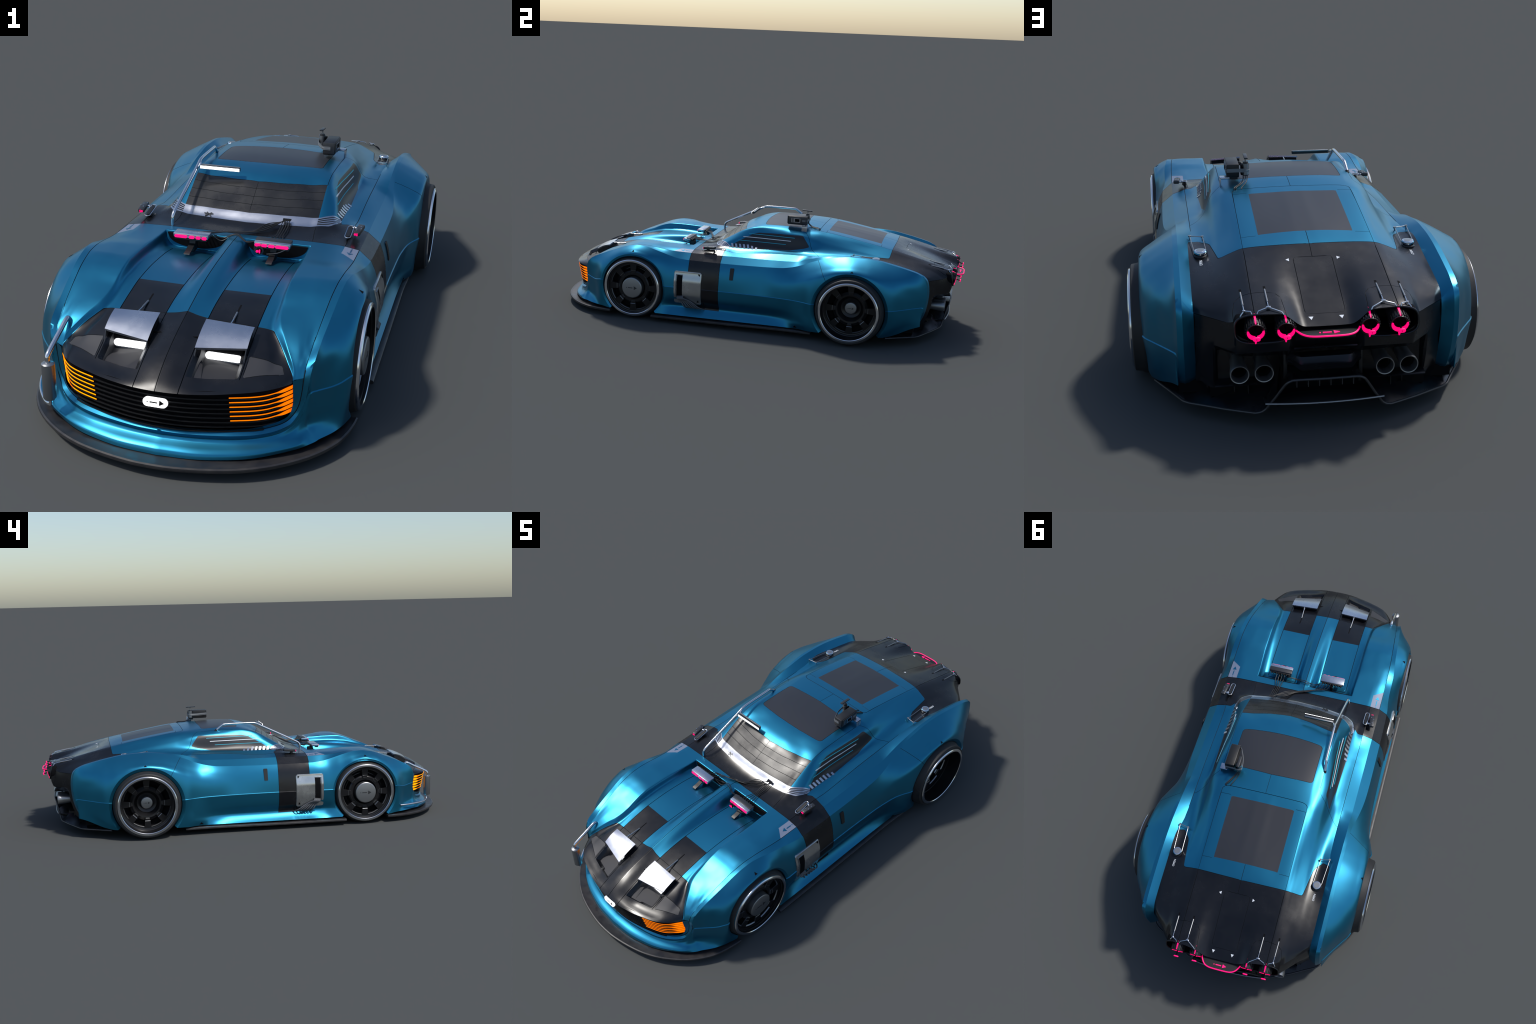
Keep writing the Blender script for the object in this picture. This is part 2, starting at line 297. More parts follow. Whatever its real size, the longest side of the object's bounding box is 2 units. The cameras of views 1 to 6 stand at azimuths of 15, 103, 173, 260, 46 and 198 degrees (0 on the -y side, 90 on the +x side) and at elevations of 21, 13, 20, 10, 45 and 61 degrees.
# chamfer strip between the two shoulder creases, carried down the nose and the tail
ys = dense([-.80, .83], .0075)
c1m = np.insert(rail_eval(C1Y, ys), 1, ys, 1); c2m = np.insert(rail_eval(C2Y, ys), 1, ys, 1)
C1F = [(0,-.9210,.0910), (.05,-.9185,.0905), (.09,-.9130,.0905), (.13,-.9055,.091), (.168,-.8965,.092), (.21,-.8795,.093), (.25,-.8550,.095), (.278,-.832,.101), (.293,-.8195,.116), (.3035,-.8145,.140), (.309,-.8125,.174), (.3125,-.8125,.211), (.314,-.805,.2275)]
C2F = [(0,-.9290,.0830), (.05,-.9265,.0825), (.09,-.9205,.0825), (.13,-.9130,.083), (.170,-.9040,.084), (.216,-.8870,.085), (.259,-.8610,.088), (.289,-.8340,.096), (.304,-.8195,.112), (.3135,-.8125,.139), (.3215,-.8090,.172), (.3255,-.8110,.205), (.3295,-.804,.2335)]
C1R = [(.344,.846,.315), (.344,.855,.290), (.344,.859,.250), (.344,.855,.200), (.343,.844,.150), (.343,.824,.108), (.343,.806,.088)]
C2R = [(.359,.8425,.3145), (.359,.848,.289), (.359,.8505,.250), (.359,.847,.200), (.358,.836,.150), (.358,.816,.108), (.358,.798,.088)]
TR = [(.316,.833,.2945), (.316,.838,.278), (.316,.840,.245), (.316,.836,.200), (.315,.826,.150), (.315,.808,.108), (.315,.790,.088)]
nF = 70
f1 = curve_through(np.vstack([C1F, c1m[:3]]), nF + 1)[:-1]; f2 = curve_through(np.vstack([C2F, c2m[:3]]), nF + 1)[:-1]
f1 = curve_through(np.vstack([C1F, c1m[:1]]), nF)[:-1]; f2 = curve_through(np.vstack([C2F, c2m[:1]]), nF)[:-1]
r1 = curve_through(np.vstack([c1m[-1:], C1R]), 36)[1:]; r2 = curve_through(np.vstack([c2m[-1:], C2R]), 36)[1:]
rT = curve_through(TR, 36); r1e = curve_through(np.vstack([c1m[-1:], C1R]), 36)
S1 = np.vstack([f1, c1m, r1]); S2 = np.vstack([f2, c2m, r2])
STRIP = np.stack([S1, S1 * .5 + S2 * .5, S2])
RSTRIP = np.stack([rT, rT * .5 + r1e * .5, r1e])

# flank: stations with nine rows from the lower crease down to the sill
def F_(*k):  # y-function from knots
    xs = k[0::2]; vs = k[1::2]
    return lambda y: pchip(xs, vs, np.atleast_1d(y))
xM = F_(-.80,.330, -.773,.351, -.749,.371, -.726,.391, -.695,.4085, -.62,.411, -.54,.412, -.39,.4095, -.25,.408, -.1,.407, .03,.409, .14,.412, .2,.417, .254,.4245, .295,.437, .335,.453, .40,.4565, .6,.4565, .66,.4535, .70,.4435, .735,.422, .77,.400, .807,.378, .83,.365)
zM = F_(-.80,.172, -.75,.168, -.70,.178, -.54,.178, -.39,.176, 0,.178, .2,.177, .33,.176, .51,.178, .70,.179, .83,.188)
UPA = {-.80:(.3325,.226), -.75:(.3555,.246), -.70:(.378,.267), -.65:(.3885,.294), -.60:(.392,.3175), -.54:(.3890,.3315), -.48:(.390,.3240), -.42:(.390,.299), -.36:(.3885,.276), -.26:(.393,.270), .08:(.393,.270),
       .17:(.396,.274), .25:(.397,.290), .32:(.405,.313), .38:(.415,.3325), .45:(.421,.348), .514:(.4245,.3535), .58:(.4245,.3475), .64:(.4215,.336), .70:(.414,.318), .77:(.3915,.300), .83:(.365,.285)}
UPB = {-.80:(.332,.199), -.75:(.3635,.207), -.70:(.3985,.231), -.65:(.4065,.265), -.60:(.4090,.2935), -.54:(.4078,.3150), -.48:(.406,.301), -.42:(.403,.256), -.36:(.401,.233), -.26:(.401,.232), .08:(.401,.232),
       .17:(.408,.235), .25:(.416,.250), .32:(.434,.276), .38:(.447,.300), .45:(.4505,.323), .514:(.4525,.330), .58:(.4520,.3205), .64:(.449,.297), .70:(.4375,.263), .77:(.400,.243), .83:(.3675,.237)}
x3 = F_(-.80,.326, -.75,.366, -.70,.405, -.62,.407, -.39,.405, -.1,.401, .1,.403, .2,.409, .3,.438, .335,.448, .5,.45, .66,.447, .70,.436, .77,.396, .83,.364)
x4 = F_(-.80,.322, -.75,.363, -.70,.401, -.62,.404, -.40,.402, -.34,.388, -.25,.380, -.1,.383, .1,.387, .2,.400, .27,.425, .335,.445, .5,.446, .66,.441, .70,.431, .77,.392, .83,.363)
x5 = F_(-.80,.338, -.75,.369, -.70,.399, -.62,.404, -.40,.406, -.34,.396, -.25,.389, -.1,.391, .1,.395, .2,.405, .27,.425, .335,.443, .5,.445, .66,.438, .70,.427, .77,.389, .83,.3625)
x6 = F_(-.80,.352, -.75,.381, -.70,.398, -.655,.404, -.40,.412, -.25,.413, .1,.413, .263,.417, .335,.440, .5,.444, .66,.432, .69,.421, .72,.409, .77,.386, .83,.362)
z3 = F_(-.80,.120, .7,.120, .77,.135, .83,.150)
z4 = F_(-.80,.084, .66,.080, .72,.095, .77,.112, .83,.122)
z5 = F_(-.80,.064, .66,.060, .70,.075, .77,.098, .83,.106)
z6 = F_(-.80,.0475, -.70,.043, -.655,.037, -.4,.038, .3,.040, .66,.045, .70,.052, .80,.088, .83,.096)
yst = dense([-.80, -.70, .83], .0075)
c2s = rail_eval(C2Y, yst)
def row(x, z): return np.stack([x(yst), yst, z(yst)], 1)
rM = row(xM, zM); rM2 = rM + [.0026, 0, -.0026]
rA = np.insert(rail_eval(UPA, yst), 1, yst, 1); rB = np.insert(rail_eval(UPB, yst), 1, yst, 1)
SIDE = [np.insert(c2s, 1, yst, 1), rA, rB, rM, rM2, row(x3, z3), row(x4, z4), row(x5, z5), row(x6, z6)]
SIDE = np.array(SIDE)                                    # row, station, xyz
# nose stations (rows follow the same order)
NOSE = [
 [(0,-0.929,0.083),(0,-0.928,0.0806),(0,-0.9269,0.0781),(0,-0.926,0.076),(0,-0.925,0.073),(0,-0.924,0.069),(0,-0.928,0.0625),(0,-0.951,0.0485),(0,-0.9565,0.0345)],
 [(0.09,-0.9205,0.0825),(0.09,-0.9194,0.0801),(0.09,-0.9184,0.0776),(0.09,-0.9175,0.0755),(0.09,-0.9165,0.0725),(0.09,-0.916,0.0685),(0.091,-0.921,0.062),(0.094,-0.944,0.0485),(0.095,-0.949,0.035)],
 [(0.17,-0.904,0.084),(0.17,-0.9029,0.0815),(0.17,-0.9019,0.0791),(0.17,-0.901,0.077),(0.17,-0.9,0.074),(0.17,-0.9,0.069),(0.173,-0.905,0.0625),(0.18,-0.924,0.0495),(0.182,-0.927,0.037)],
 [(0.216,-0.887,0.085),(0.216,-0.886,0.0826),(0.216,-0.8849,0.0801),(0.216,-0.884,0.078),(0.216,-0.883,0.075),(0.217,-0.883,0.07),(0.22,-0.888,0.063),(0.23,-0.905,0.051),(0.232,-0.9055,0.039)],
 [(0.259,-0.861,0.088),(0.259,-0.8603,0.0857),(0.259,-0.8596,0.0834),(0.259,-0.859,0.0815),(0.259,-0.859,0.079),(0.26,-0.86,0.073),(0.265,-0.865,0.064),(0.279,-0.876,0.053),(0.281,-0.873,0.0415)],
 [(0.289,-0.834,0.096),(0.289,-0.834,0.0935),(0.289,-0.834,0.0911),(0.289,-0.834,0.089),(0.289,-0.834,0.0865),(0.291,-0.836,0.077),(0.298,-0.842,0.066),(0.313,-0.848,0.055),(0.316,-0.846,0.044)],
 [(0.3135,-0.8125,0.139),(0.3139,-0.8125,0.1345),(0.3142,-0.8125,0.1299),(0.3145,-0.8125,0.126),(0.315,-0.8125,0.122),(0.312,-0.815,0.1),(0.314,-0.819,0.078),(0.325,-0.823,0.062),(0.333,-0.829,0.0465)],
 [(0.3205,-0.8065,0.178),(0.321,-0.8063,0.1745),(0.3216,-0.8062,0.171),(0.322,-0.806,0.168),(0.3235,-0.806,0.164),(.319,-.808,.115),(.3205,-.8115,.082),(.332,-.8155,.063),(.345,-.8135,.047)],
 [(.3260,-.8110,.2075),(.3266,-.8100,.195),(.3270,-.8090,.183),(.3275,-.8080,.1715),(.3290,-.8078,.1685),(.3225,-.8045,.118),(.3212,-.8080,.083),(.3345,-.8095,.0635),(.3485,-.8075,.0473)],
]
front = np.array([[c for c in st] for st in NOSE])       # station,row,xyz
ctl = np.concatenate([front, SIDE.transpose(1, 0, 2)[[0, 2, 4]]])
nN = 56
ncol = np.array([curve_through(ctl[:, k], nN) for k in range(9)])   # evenly by arc: resample per row
# keep only up to the first side station
def upto(row_pts, target):
    L = np.r_[0, np.cumsum(np.linalg.norm(np.diff(row_pts, axis=0), axis=1))]
    k = np.argmin(np.linalg.norm(row_pts - target, axis=1)); t = np.linspace(0, L[k], 48)
    return np.stack([np.interp(t, L, row_pts[:, q]) for q in range(3)], 1)
nose = np.array([upto(curve_through(ctl[:, k], 600), SIDE[k, 0])[:-1] for k in range(9)])
tail_row = np.array([curve_through(C2R, 8)])[0]
end1 = pchip(np.linspace(0, 1, len(C2R)), C2R, np.array([0, .2, .38, .55, .58, .75, .88, .94, 1.0]))
tail = []
for t in np.linspace(0, 1, 5)[1:]:
    tail.append(SIDE[:, -1] * (1 - t) + end1 * t)
FL = np.concatenate([nose, SIDE, np.array(tail).transpose(1, 0, 2)], axis=1)
def loft_rows(FL, sub, smooth):
    n = len(FL); G = np.zeros((sum(sub) + 1, FL.shape[1], 3))
    fidx = np.concatenate([[i + k / q for k in range(q)] for i, q in enumerate(sub)] + [[n - 1]])
    for j in range(FL.shape[1]):
        P = FL[:, j]; L = np.r_[0, np.cumsum(np.linalg.norm(np.diff(P, axis=0), axis=1) + 1e-6)]
        t = np.interp(fidx, np.arange(n), L)
        if smooth:
            m = np.zeros_like(P); m[1:-1] = (P[2:] - P[:-2]) / (L[2:] - L[:-2])[:, None]
            m[0] = 1.5 * (P[1] - P[0]) / (L[1] - L[0]) - .5 * m[1]; m[-1] = 1.5 * (P[-1] - P[-2]) / (L[-1] - L[-2]) - .5 * m[-2]
            i = np.clip(np.searchsorted(L, t, side='right') - 1, 0, n - 2); h = (L[i + 1] - L[i])[:, None]; s_ = (t - L[i])[:, None] / h
            G[:, j] = ((1 + 2 * s_) * (1 - s_) ** 2 * P[i] + s_ * (1 - s_) ** 2 * h * m[i] + s_ * s_ * (3 - 2 * s_) * P[i + 1] + s_ * s_ * (s_ - 1) * h * m[i + 1])
        else:
            G[:, j] = pchip(L, P, t)
    return G
FLANK_U = loft_rows(FL[:4], [9, 9, 11], True)
FLANK_M = loft_rows(FL[3:5], [2], False)
FLANK_L = loft_rows(FL[4:], [7, 6, 4, 5], True)

# ------------------------------------------------------------------ skin with cut panels
class Skin:
    """One body patch as a bmesh whose vertices carry the surface normal; cut along implicit curves."""
    def __init__(s, G, Nn=None, out=None):
        nu, nv = G.shape[:2]
        if Nn is None: Nn = grid_normals(G)
        Nn = Nn.copy(); ctr = np.abs(G[:, :, 0]) < 1e-6; Nn[ctr, 0] = 0; Nn /= np.linalg.norm(Nn, axis=2)[:, :, None] + 1e-12
        s.bm = bmesh.new(); s.ln = s.bm.verts.layers.float_vector.new('n0'); s.lg = s.bm.faces.layers.int.new('gap')
        flip = False
        c = G[nu // 2, nv // 2] - np.array([0, G[nu // 2, nv // 2][1] * .8, .12])
        if out is not None: c = np.array(out)
        if Nn[nu // 2, nv // 2] @ c < 0: Nn = -Nn
        a = G[nu // 2 + 1, nv // 2] - G[nu // 2, nv // 2]; b = G[nu // 2, nv // 2 + 1] - G[nu // 2, nv // 2]
        flip = np.cross(a, b) @ Nn[nu // 2, nv // 2] < 0
        vs = []
        for i in range(nu):
            for j in range(nv):
                v = s.bm.verts.new(G[i, j]); v[s.ln] = Vector(Nn[i, j]); vs.append(v)
        for i in range(nu - 1):
            for j in range(nv - 1):
                q = [vs[i * nv + j], vs[(i + 1) * nv + j], vs[(i + 1) * nv + j + 1], vs[i * nv + j + 1]]
                s.bm.faces.new(q[::-1] if flip else q)
        bmesh.ops.dissolve_degenerate(s.bm, dist=1e-6, edges=s.bm.edges[:])
    def cut(s, f, keep=None, eps=2e-5):
        """f(P)->values on an (n,3) array; keep(P)->bool limits where the cut is made"""
        bm = s.bm
        verts = list(bm.verts); P = np.array([v.co[:] for v in verts])
        val = np.asarray(f(P), float); val[np.abs(val) < eps] = 0
        d = dict(zip(verts, val)); zero = set()
        ok = keep(P) if keep is not None else np.ones(len(P), bool)
        good = dict(zip(verts, ok))
        for v, x, o in zip(verts, val, ok):
            if x == 0 and o: zero.add(v)
        faces = set()
        for e in list(bm.edges):
            a, b = e.verts
            if d[a] * d[b] < 0 and good[a] and good[b]:
                t = d[a] / (d[a] - d[b])
                n = a[s.ln] * (1 - t) + b[s.ln] * t
                _, nv = bmesh.utils.edge_split(e, a, t)
                nv[s.ln] = n.normalized(); d[nv] = 0; zero.add(nv); good[nv] = True
        for v in zero: faces.update(v.link_faces)
        for fc in faces:
            zs = [v for v in fc.verts if v in zero]
            if len(zs) == 2 and len(fc.verts) > 3:
                L = list(fc.verts); i, j = L.index(zs[0]), L.index(zs[1])
                if abs(i - j) in (1, len(L) - 1): continue
                try: bmesh.utils.face_split(fc, zs[0], zs[1])
                except ValueError: pass
        return zero
    def line(s, f, keep=None, w=.0012, depth=.0035):
        """a panel gap along f=0"""
        k = keep or (lambda P: np.ones(len(P), bool))
        s.cut(lambda P: f(P) - w, k); s.cut(lambda P: f(P) + w, k); z = s.cut(f, k)
        mid = []
        for v in z:
            fs = list(v.link_faces)
            c = np.array([fc.calc_center_median()[:] for fc in fs])
            if np.all(np.abs(f(c)) < w): mid.append(v)
            for fc, x, o in zip(fs, np.abs(f(c)) < w, k(c)):
                if x and o and np.all(np.abs(f(np.array([q.co[:] for q in fc.verts]))) < w * 1.6): fc[s.lg] = 1
        for v in mid: v.co = v.co - v[s.ln] * depth
    def remove(s, test):
        fs = list(s.bm.faces); c = np.array([f.calc_center_median()[:] for f in fs])
        bmesh.ops.delete(s.bm, geom=[f for f, t in zip(fs, test(c)) if t], context='FACES')
    def parts(s, region):
        fs = list(s.bm.faces); c = np.array([f.calc_center_median()[:] for f in fs])
        names = region(c); out = {}
        for f, nme in zip(fs, names):
            key = 'gap' if f[s.lg] == 1 else nme
            if f[s.lg] == 2: f.normal_update(); nr = [f.normal[:]] * len(f.verts)
            else: nr = [v[s.ln][:] for v in f.verts]
            out.setdefault(key, []).append(([v.co[:] for v in f.verts], nr))
        return out

PARTS = {}                                              # name -> list of (corner points, corner normals)
def collect(skin, region, mirror_names=True):
    for k, L in skin.parts(region).items(): PARTS.setdefault(k, []).extend(L)

def face_soup_object(name, L, key, sides, parent=None):
    """weld a list of polygons into one mesh; sides: +1, -1 or both"""
    idx = {}; V = []; F = []; NN = []
    for sd in sides:
        for pts, nrm in L:
            q = []
            for p in pts:
                k = (round(p[0] * sd, 6), round(p[1], 6), round(p[2], 6))
                if k not in idx: idx[k] = len(V); V.append((p[0] * sd, p[1], p[2]))
                q.append(idx[k])
            if len(set(q)) < 3: continue
            n = [(a[0] * sd, a[1], a[2]) for a in nrm]
            qq = []; nn_ = []
            for a, b in zip(q, n):
                if a in qq: continue
                qq.append(a); nn_.append(b)
            if len(qq) < 3: continue
            if sd < 0: qq = qq[::-1]; nn_ = nn_[::-1]
            F.append(qq); NN += nn_
    me = bpy.data.meshes.new(name); me.from_pydata(V, [], F)
    me.materials.append(M[key])
    me.polygons.foreach_set("use_smooth", [True] * len(F))
    if name != 'panel_gap' and len(me.loops) == len(NN):
        me.normals_split_custom_set(NN)
    o = add_obj(name, me, parent)
    return o

def poly_sdf(P2, poly, r=0.0):
    """signed distance (negative inside) of 2D points to a polygon"""
    poly = np.asarray(poly, float); n = len(poly); d = np.full(len(P2), 1e9); inside = np.zeros(len(P2), bool)
    for i in range(n):
        a, b = poly[i], poly[(i + 1) % n]; e = b - a; w = P2 - a
        t = np.clip((w @ e) / (e @ e), 0, 1)
        d = np.minimum(d, np.linalg.norm(w - t[:, None] * e, axis=1))
        c = (a[1] > P2[:, 1]) != (b[1] > P2[:, 1])
        with np.errstate(divide='ignore', invalid='ignore'):
            xi = a[0] + (P2[:, 1] - a[1]) / (b[1] - a[1]) * (b[0] - a[0])
        inside ^= c & (P2[:, 0] < xi)
    return np.where(inside, -d, d) - r
def xy(P): return P[:, [0, 1]]
def yz(P): return P[:, [1, 2]]
def line_y(knots):
    """y - g(x) with g through knots"""
    xs = knots[0::2]; ysv = knots[1::2]
    return lambda P: P[:, 1] - pchip(xs, ysv, P[:, 0])
# ------------------------------------------------------------------ UPPER BODY: panels
WF, WR = (-.540, .1515), (.514, .158)                    # wheel centres (y, z); radius equals z
skin = Skin(TOP[:IT + 1], na)
def box_keep(x0, x1, y0, y1):
    return lambda P: (P[:, 0] > x0) & (P[:, 0] < x1) & (P[:, 1] > y0) & (P[:, 1] < y1)
px = lambda x: (lambda P: P[:, 0] - x)
py = lambda y: (lambda P: P[:, 1] - y)
silver_lo = line_y([0,-.205, .1,-.200, .16,-.193, .2,-.1855, .221,-.178, .24,-.168, .253,-.150, .262,-.125, .28,-.09])
silver_hi = line_y([0,-.177, .095,-.172, .15,-.165, .203,-.157, .222,-.144, .24,-.126, .252,-.107, .27,-.08])
glass_top = line_y([0,-.075, .078,-.067, .13,-.056, .18,-.0455, .203,-.041])
NOSEP = [(-.05,-.724), (0,-.7235), (.03,-.7275), (.054,-.7285), (.182,-.7255), (.212,-.7255), (.218,-.729), (.2885,-.8235), (.291,-.86), (.25,-1.05), (-.05,-1.05)]
INSET = [(.183,-.815), (.256,-.8075), (.2605,-.8105), (.2695,-.8265), (.268,-.829), (.184,-.8725), (.1815,-.871)]
PIT = [(.0585,-.7620), (.173,-.7620), (.173,-.8790), (.0585,-.9095)]
SIDEWIN = [(-.106,.3585), (.04,.3620), (.112,.3660), (.187,.3690), (.255,.3835), (.279,.391), (.281,.395), (.2475,.4375), (.239,.4400), (.1,.4375), (.03,.4345), (.005,.4290), (-.035,.4070), (-.088,.3755)]
ROOFG = [(-.05,.035), (0,.035), (.06,.0365), (.12,.0415), (.155,.046), (.164,.050), (.1685,.058), (.169,.21), (.167,.217), (.161,.2215), (0,.2275), (-.05,.2275)]
HATCH = [(-.05,.7185), (.042,.7185), (.0485,.721), (.051,.728), (.0495,.914), (.0475,.920), (.042,.9225), (-.05,.9225)]
DECK = [(-.05,.669), (0,.669), (.1,.667), (.175,.6645), (.232,.6600), (.2395,.657), (.2425,.650), (.2565,.549), (.262,.535), (.286,.505), (.309,.512), (.33,.530), (.33,1.1), (-.05,1.1)]
TRUNK = [(-.05,.312), (.152,.312), (.166,.316), (.174,.324), (.1755,.335), (.175,.7), (.175,1.1), (-.05,1.1)]
COVER = [(.098,1.1), (.100,.945), (.105,.885), (.118,.868), (.155,.862), (.20,.866), (.218,.878), (.224,.905), (.224,1.1)]
TAILSEAM = line_y([.203,.236, .207,.247, .216,.258, .235,.274, .262,.298, .282,.321, .30,.335, .32,.340])

skin.remove(lambda c: poly_sdf(xy(c), PIT) < -.004) if False else None
skin.line(lambda P: poly_sdf(xy(P), NOSEP), w=.0009, depth=.002)
skin.line(px(.054), box_keep(-1, 1, -1, -.3355), w=.0011)
skin.line(px(.177), box_keep(-1, 1, -.885, -.3355), w=.0011)
skin.line(py(-.336), box_keep(.0535, .1775, -1, 1), w=.0011, depth=.002)
skin.cut(py(-.594), box_keep(.05, .18, -1, 1))
skin.line(lambda P: poly_sdf(xy(P), INSET), lambda P: P[:, 1] < -.78, w=.0008, depth=.002)
skin.cut(lambda P: poly_sdf(xy(P), PIT), lambda P: P[:, 1] < -.7)
skin.line(py(-.2675), w=.0011)
skin.line(px(.302), box_keep(.28, .31, -.2675, .51), w=.0010) if False else None
skin.line(lambda P: P[:, 1] + .115 + .02 * smoothstep(.285, .258, P[:, 0]), lambda P: P[:, 0] > .2525, w=.0009, depth=.002)
skin.cut(silver_lo, box_keep(-1, .266, -.3, 0))
skin.cut(silver_hi, box_keep(-1, .256, -.3, 0))
skin.line(glass_top, box_keep(-1, .2045, -.2, .1), w=.0008, depth=.0015)
skin.cut(px(.203), box_keep(-1, 1, -.206, -.04))
skin.line(lambda P: P[:, 0] - .2035 - .0 * P[:, 1], box_keep(-1, 1, -.043, .234), w=.0009, depth=.002)
skin.line(TAILSEAM, lambda P: P[:, 0] > .2026, w=.0009, depth=.0025)
# wind-screen stripes that wrap the pillar
for k in range(1, 5):
    skin.cut(lambda P, k=k: silver_lo(P) * (1 - k / 5) + silver_hi(P) * (k / 5) - .0017, box_keep(.2025, .262, -.3, 0))
    skin.cut(lambda P, k=k: silver_lo(P) * (1 - k / 5) + silver_hi(P) * (k / 5) + .0017, box_keep(.2025, .262, -.3, 0))
# black lines across the screen
for k in range(1, 4):
    skin.line(lambda P, k=k: silver_hi(P) * (1 - k / 4) + glass_top(P) * (k / 4), box_keep(-1, .203, -.2, 0), w=.0008, depth=.0015)
skin.line(lambda P: poly_sdf(xy(P), ROOFG), lambda P: (P[:, 1] > 0) & (P[:, 1] < .26), w=.0008, depth=.0015)
skin.cut(lambda P: poly_sdf(yz(P), SIDEWIN), lambda P: (P[:, 0] > .212) & (P[:, 0] < .27) & (P[:, 1] < .32) & (P[:, 1] > -.13))
skin.line(lambda P: poly_sdf(xy(P), TRUNK), lambda P: (P[:, 1] > .25) & (P[:, 0] < .3), w=.0010)
skin.cut(lambda P: np.maximum(P[:, 0] - .129, np.abs(P[:, 1] - .479) - .1265), box_keep(-1, .2, .3, .65))
skin.line(py(.3475), box_keep(.1285, .1760, .3, .4), w=.0007, depth=.0015)
skin.line(py(.610), box_keep(.1285, .1760, .58, .65), w=.0006, depth=.0012)
skin.line(lambda P: poly_sdf(xy(P), DECK), lambda P: P[:, 1] > .45, w=.0009, depth=.002)
skin.line(lambda P: poly_sdf(xy(P), HATCH), lambda P: P[:, 1] > .69, w=.0008, depth=.002)
skin.line(lambda P: poly_sdf(xy(P), COVER), lambda P: P[:, 1] > .83, w=.0007, depth=.0018)
skin.line(lambda P: P[:, 0], lambda P: (P[:, 1] < -.2675), w=.0010, depth=.002)
skin.line(lambda P: P[:, 0], box_keep(-1, 1, -.177, -.075), w=.0007, depth=.001)
skin.line(lambda P: P[:, 0], box_keep(-1, 1, .2277, .3118), w=.0007, depth=.0012)
skin.line(lambda P: P[:, 0], box_keep(-1, 1, .606, .7182), w=.0008, depth=.0015)
# band seam from the windscreen corner down to the hood
skin.line(lambda P: P[:, 0] - .203 - .006 * smoothstep(-.20, -.267, P[:, 1]), box_keep(-1, 1, -.2674, -.1845), w=.0009, depth=.0015)
# slots of the flap rods
skin.remove(lambda c: poly_sdf(xy(c), PIT) < 0)

def top_region(c):
    x, y, z = c.T; n = len(c); r = np.full(n, 'roof_panel', dtype=object)
    inn = lambda poly, pts=None: poly_sdf(xy(c) if pts is None else pts, poly) < 0
    hood = y < -.2675
    r[hood] = 'hood_panel'
    r[hood & (x > .302 - 2)] = 'hood_panel'
    strip = (x > .054) & (x < .177) & (y < -.594)
    r[hood & strip] = 'hood_strip'
    r[inn(NOSEP)] = 'hood_nose'
    r[inn(NOSEP) & inn(INSET)] = 'lamp_cover'
    back = c[:, 1] + .115 + .02 * smoothstep(.285, .258, x)
    slo, shi = silver_lo(c), silver_hi(c)
    band = ~hood & (((slo < 0) & (x < .266)) | ((x >= .25) & (back < 0) & ~((shi > 0) & (x < .256))))
    gt = glass_top(c)
    r[~hood & (back >= 0) & (x > .203) & (TAILSEAM(c) < 0)] = 'door_skin'
    r[~hood & (back < 0) & (x > .203) & (shi > 0)] = 'door_skin'
    r[band] = 'cowl_band'
    sil = (slo > 0) & (shi < 0) & (x < .262)
    r[sil & (x <= .203)] = 'windscreen_base'
    str_ = np.zeros(n, bool)
    for k in range(1, 5):
        str_ |= np.abs(slo * (1 - k / 5) + shi * (k / 5)) < .0017
    r[sil & (x > .203)] = 'pillar_stripe'; r[sil & (x > .203) & str_] = 'pillar_stripe_blue'
    r[(shi > 0) & (gt < 0) & (x < .203)] = 'windscreen'
    r[inn(ROOFG)] = 'roof_glass'
    sw = (poly_sdf(yz(c), SIDEWIN) < 0) & (x > .212) & (x < .27)
    r[sw] = 'side_window'
    r[(np.abs(x) < .129) & (np.abs(y - .479) < .1265)] = 'rear_window'
    q = (y > .236) & (TAILSEAM(c) > 0) & (x > .203)
    r[q & ~inn(DECK)] = 'rear_quarter'
    r[(y > .31) & ~inn(DECK) & ~((np.abs(x) < .129) & (np.abs(y - .479) < .1265)) & inn(TRUNK)] = 'trunk_frame'
    r[(y > .31) & ~inn(DECK) & ~inn(TRUNK) & (x > .17) & ~((TAILSEAM(c) < 0) & (x > .203))] = 'rear_quarter'
    r[inn(DECK)] = 'rear_deck'
    r[inn(HATCH)] = 'deck_hatch'
    return r
collect(skin, top_region)

# fender shoulder between the seam and the upper crease
DECAL = [(-.5,.30), (-.2685,.30), (-.2685,.3445), (-.357,.3445), (-.326,.3035), (-.326,.30)]
DEC = [(.3025,-.2685), (.3435,-.2685), (.3425,-.357), (.3025,-.3265)]
sh = Skin(TOP[IT:], nb)
sh.line(py(-.2675), w=.0011); sh.line(py(-.115), w=.0009, depth=.002)
c1y = sorted(C1Y); c1x = lambda y: pchip(c1y, [C1Y[k][0] for k in c1y], y)
sh.line(lambda P: P[:, 0] - c1x(P[:, 1]) + .0013, lambda P: P[:, 1] < -.2685, w=.0010, depth=.002)
sh.line(lambda P: P[:, 0] - .3025, box_keep(-1, 1, -.2675, .515), w=.0012, depth=.002)
sh.cut(lambda P: P[:, 1] - .341)
sh.cut(lambda P: poly_sdf(xy(P), DEC), lambda P: (P[:, 1] < -.2))
def sh_region(c):
    x, y, z = c.T; r = np.full(len(c), 'door_skin', dtype=object)
    r[y < -.2675] = 'hood_panel'
    r[(y > -.2675) & (y < -.115)] = 'cowl_band'
    r[y > .341] = 'rear_fender'
    r[poly_sdf(xy(c), DEC) < 0] = 'arrow_decal_plate'
    return r
collect(sh, sh_region)

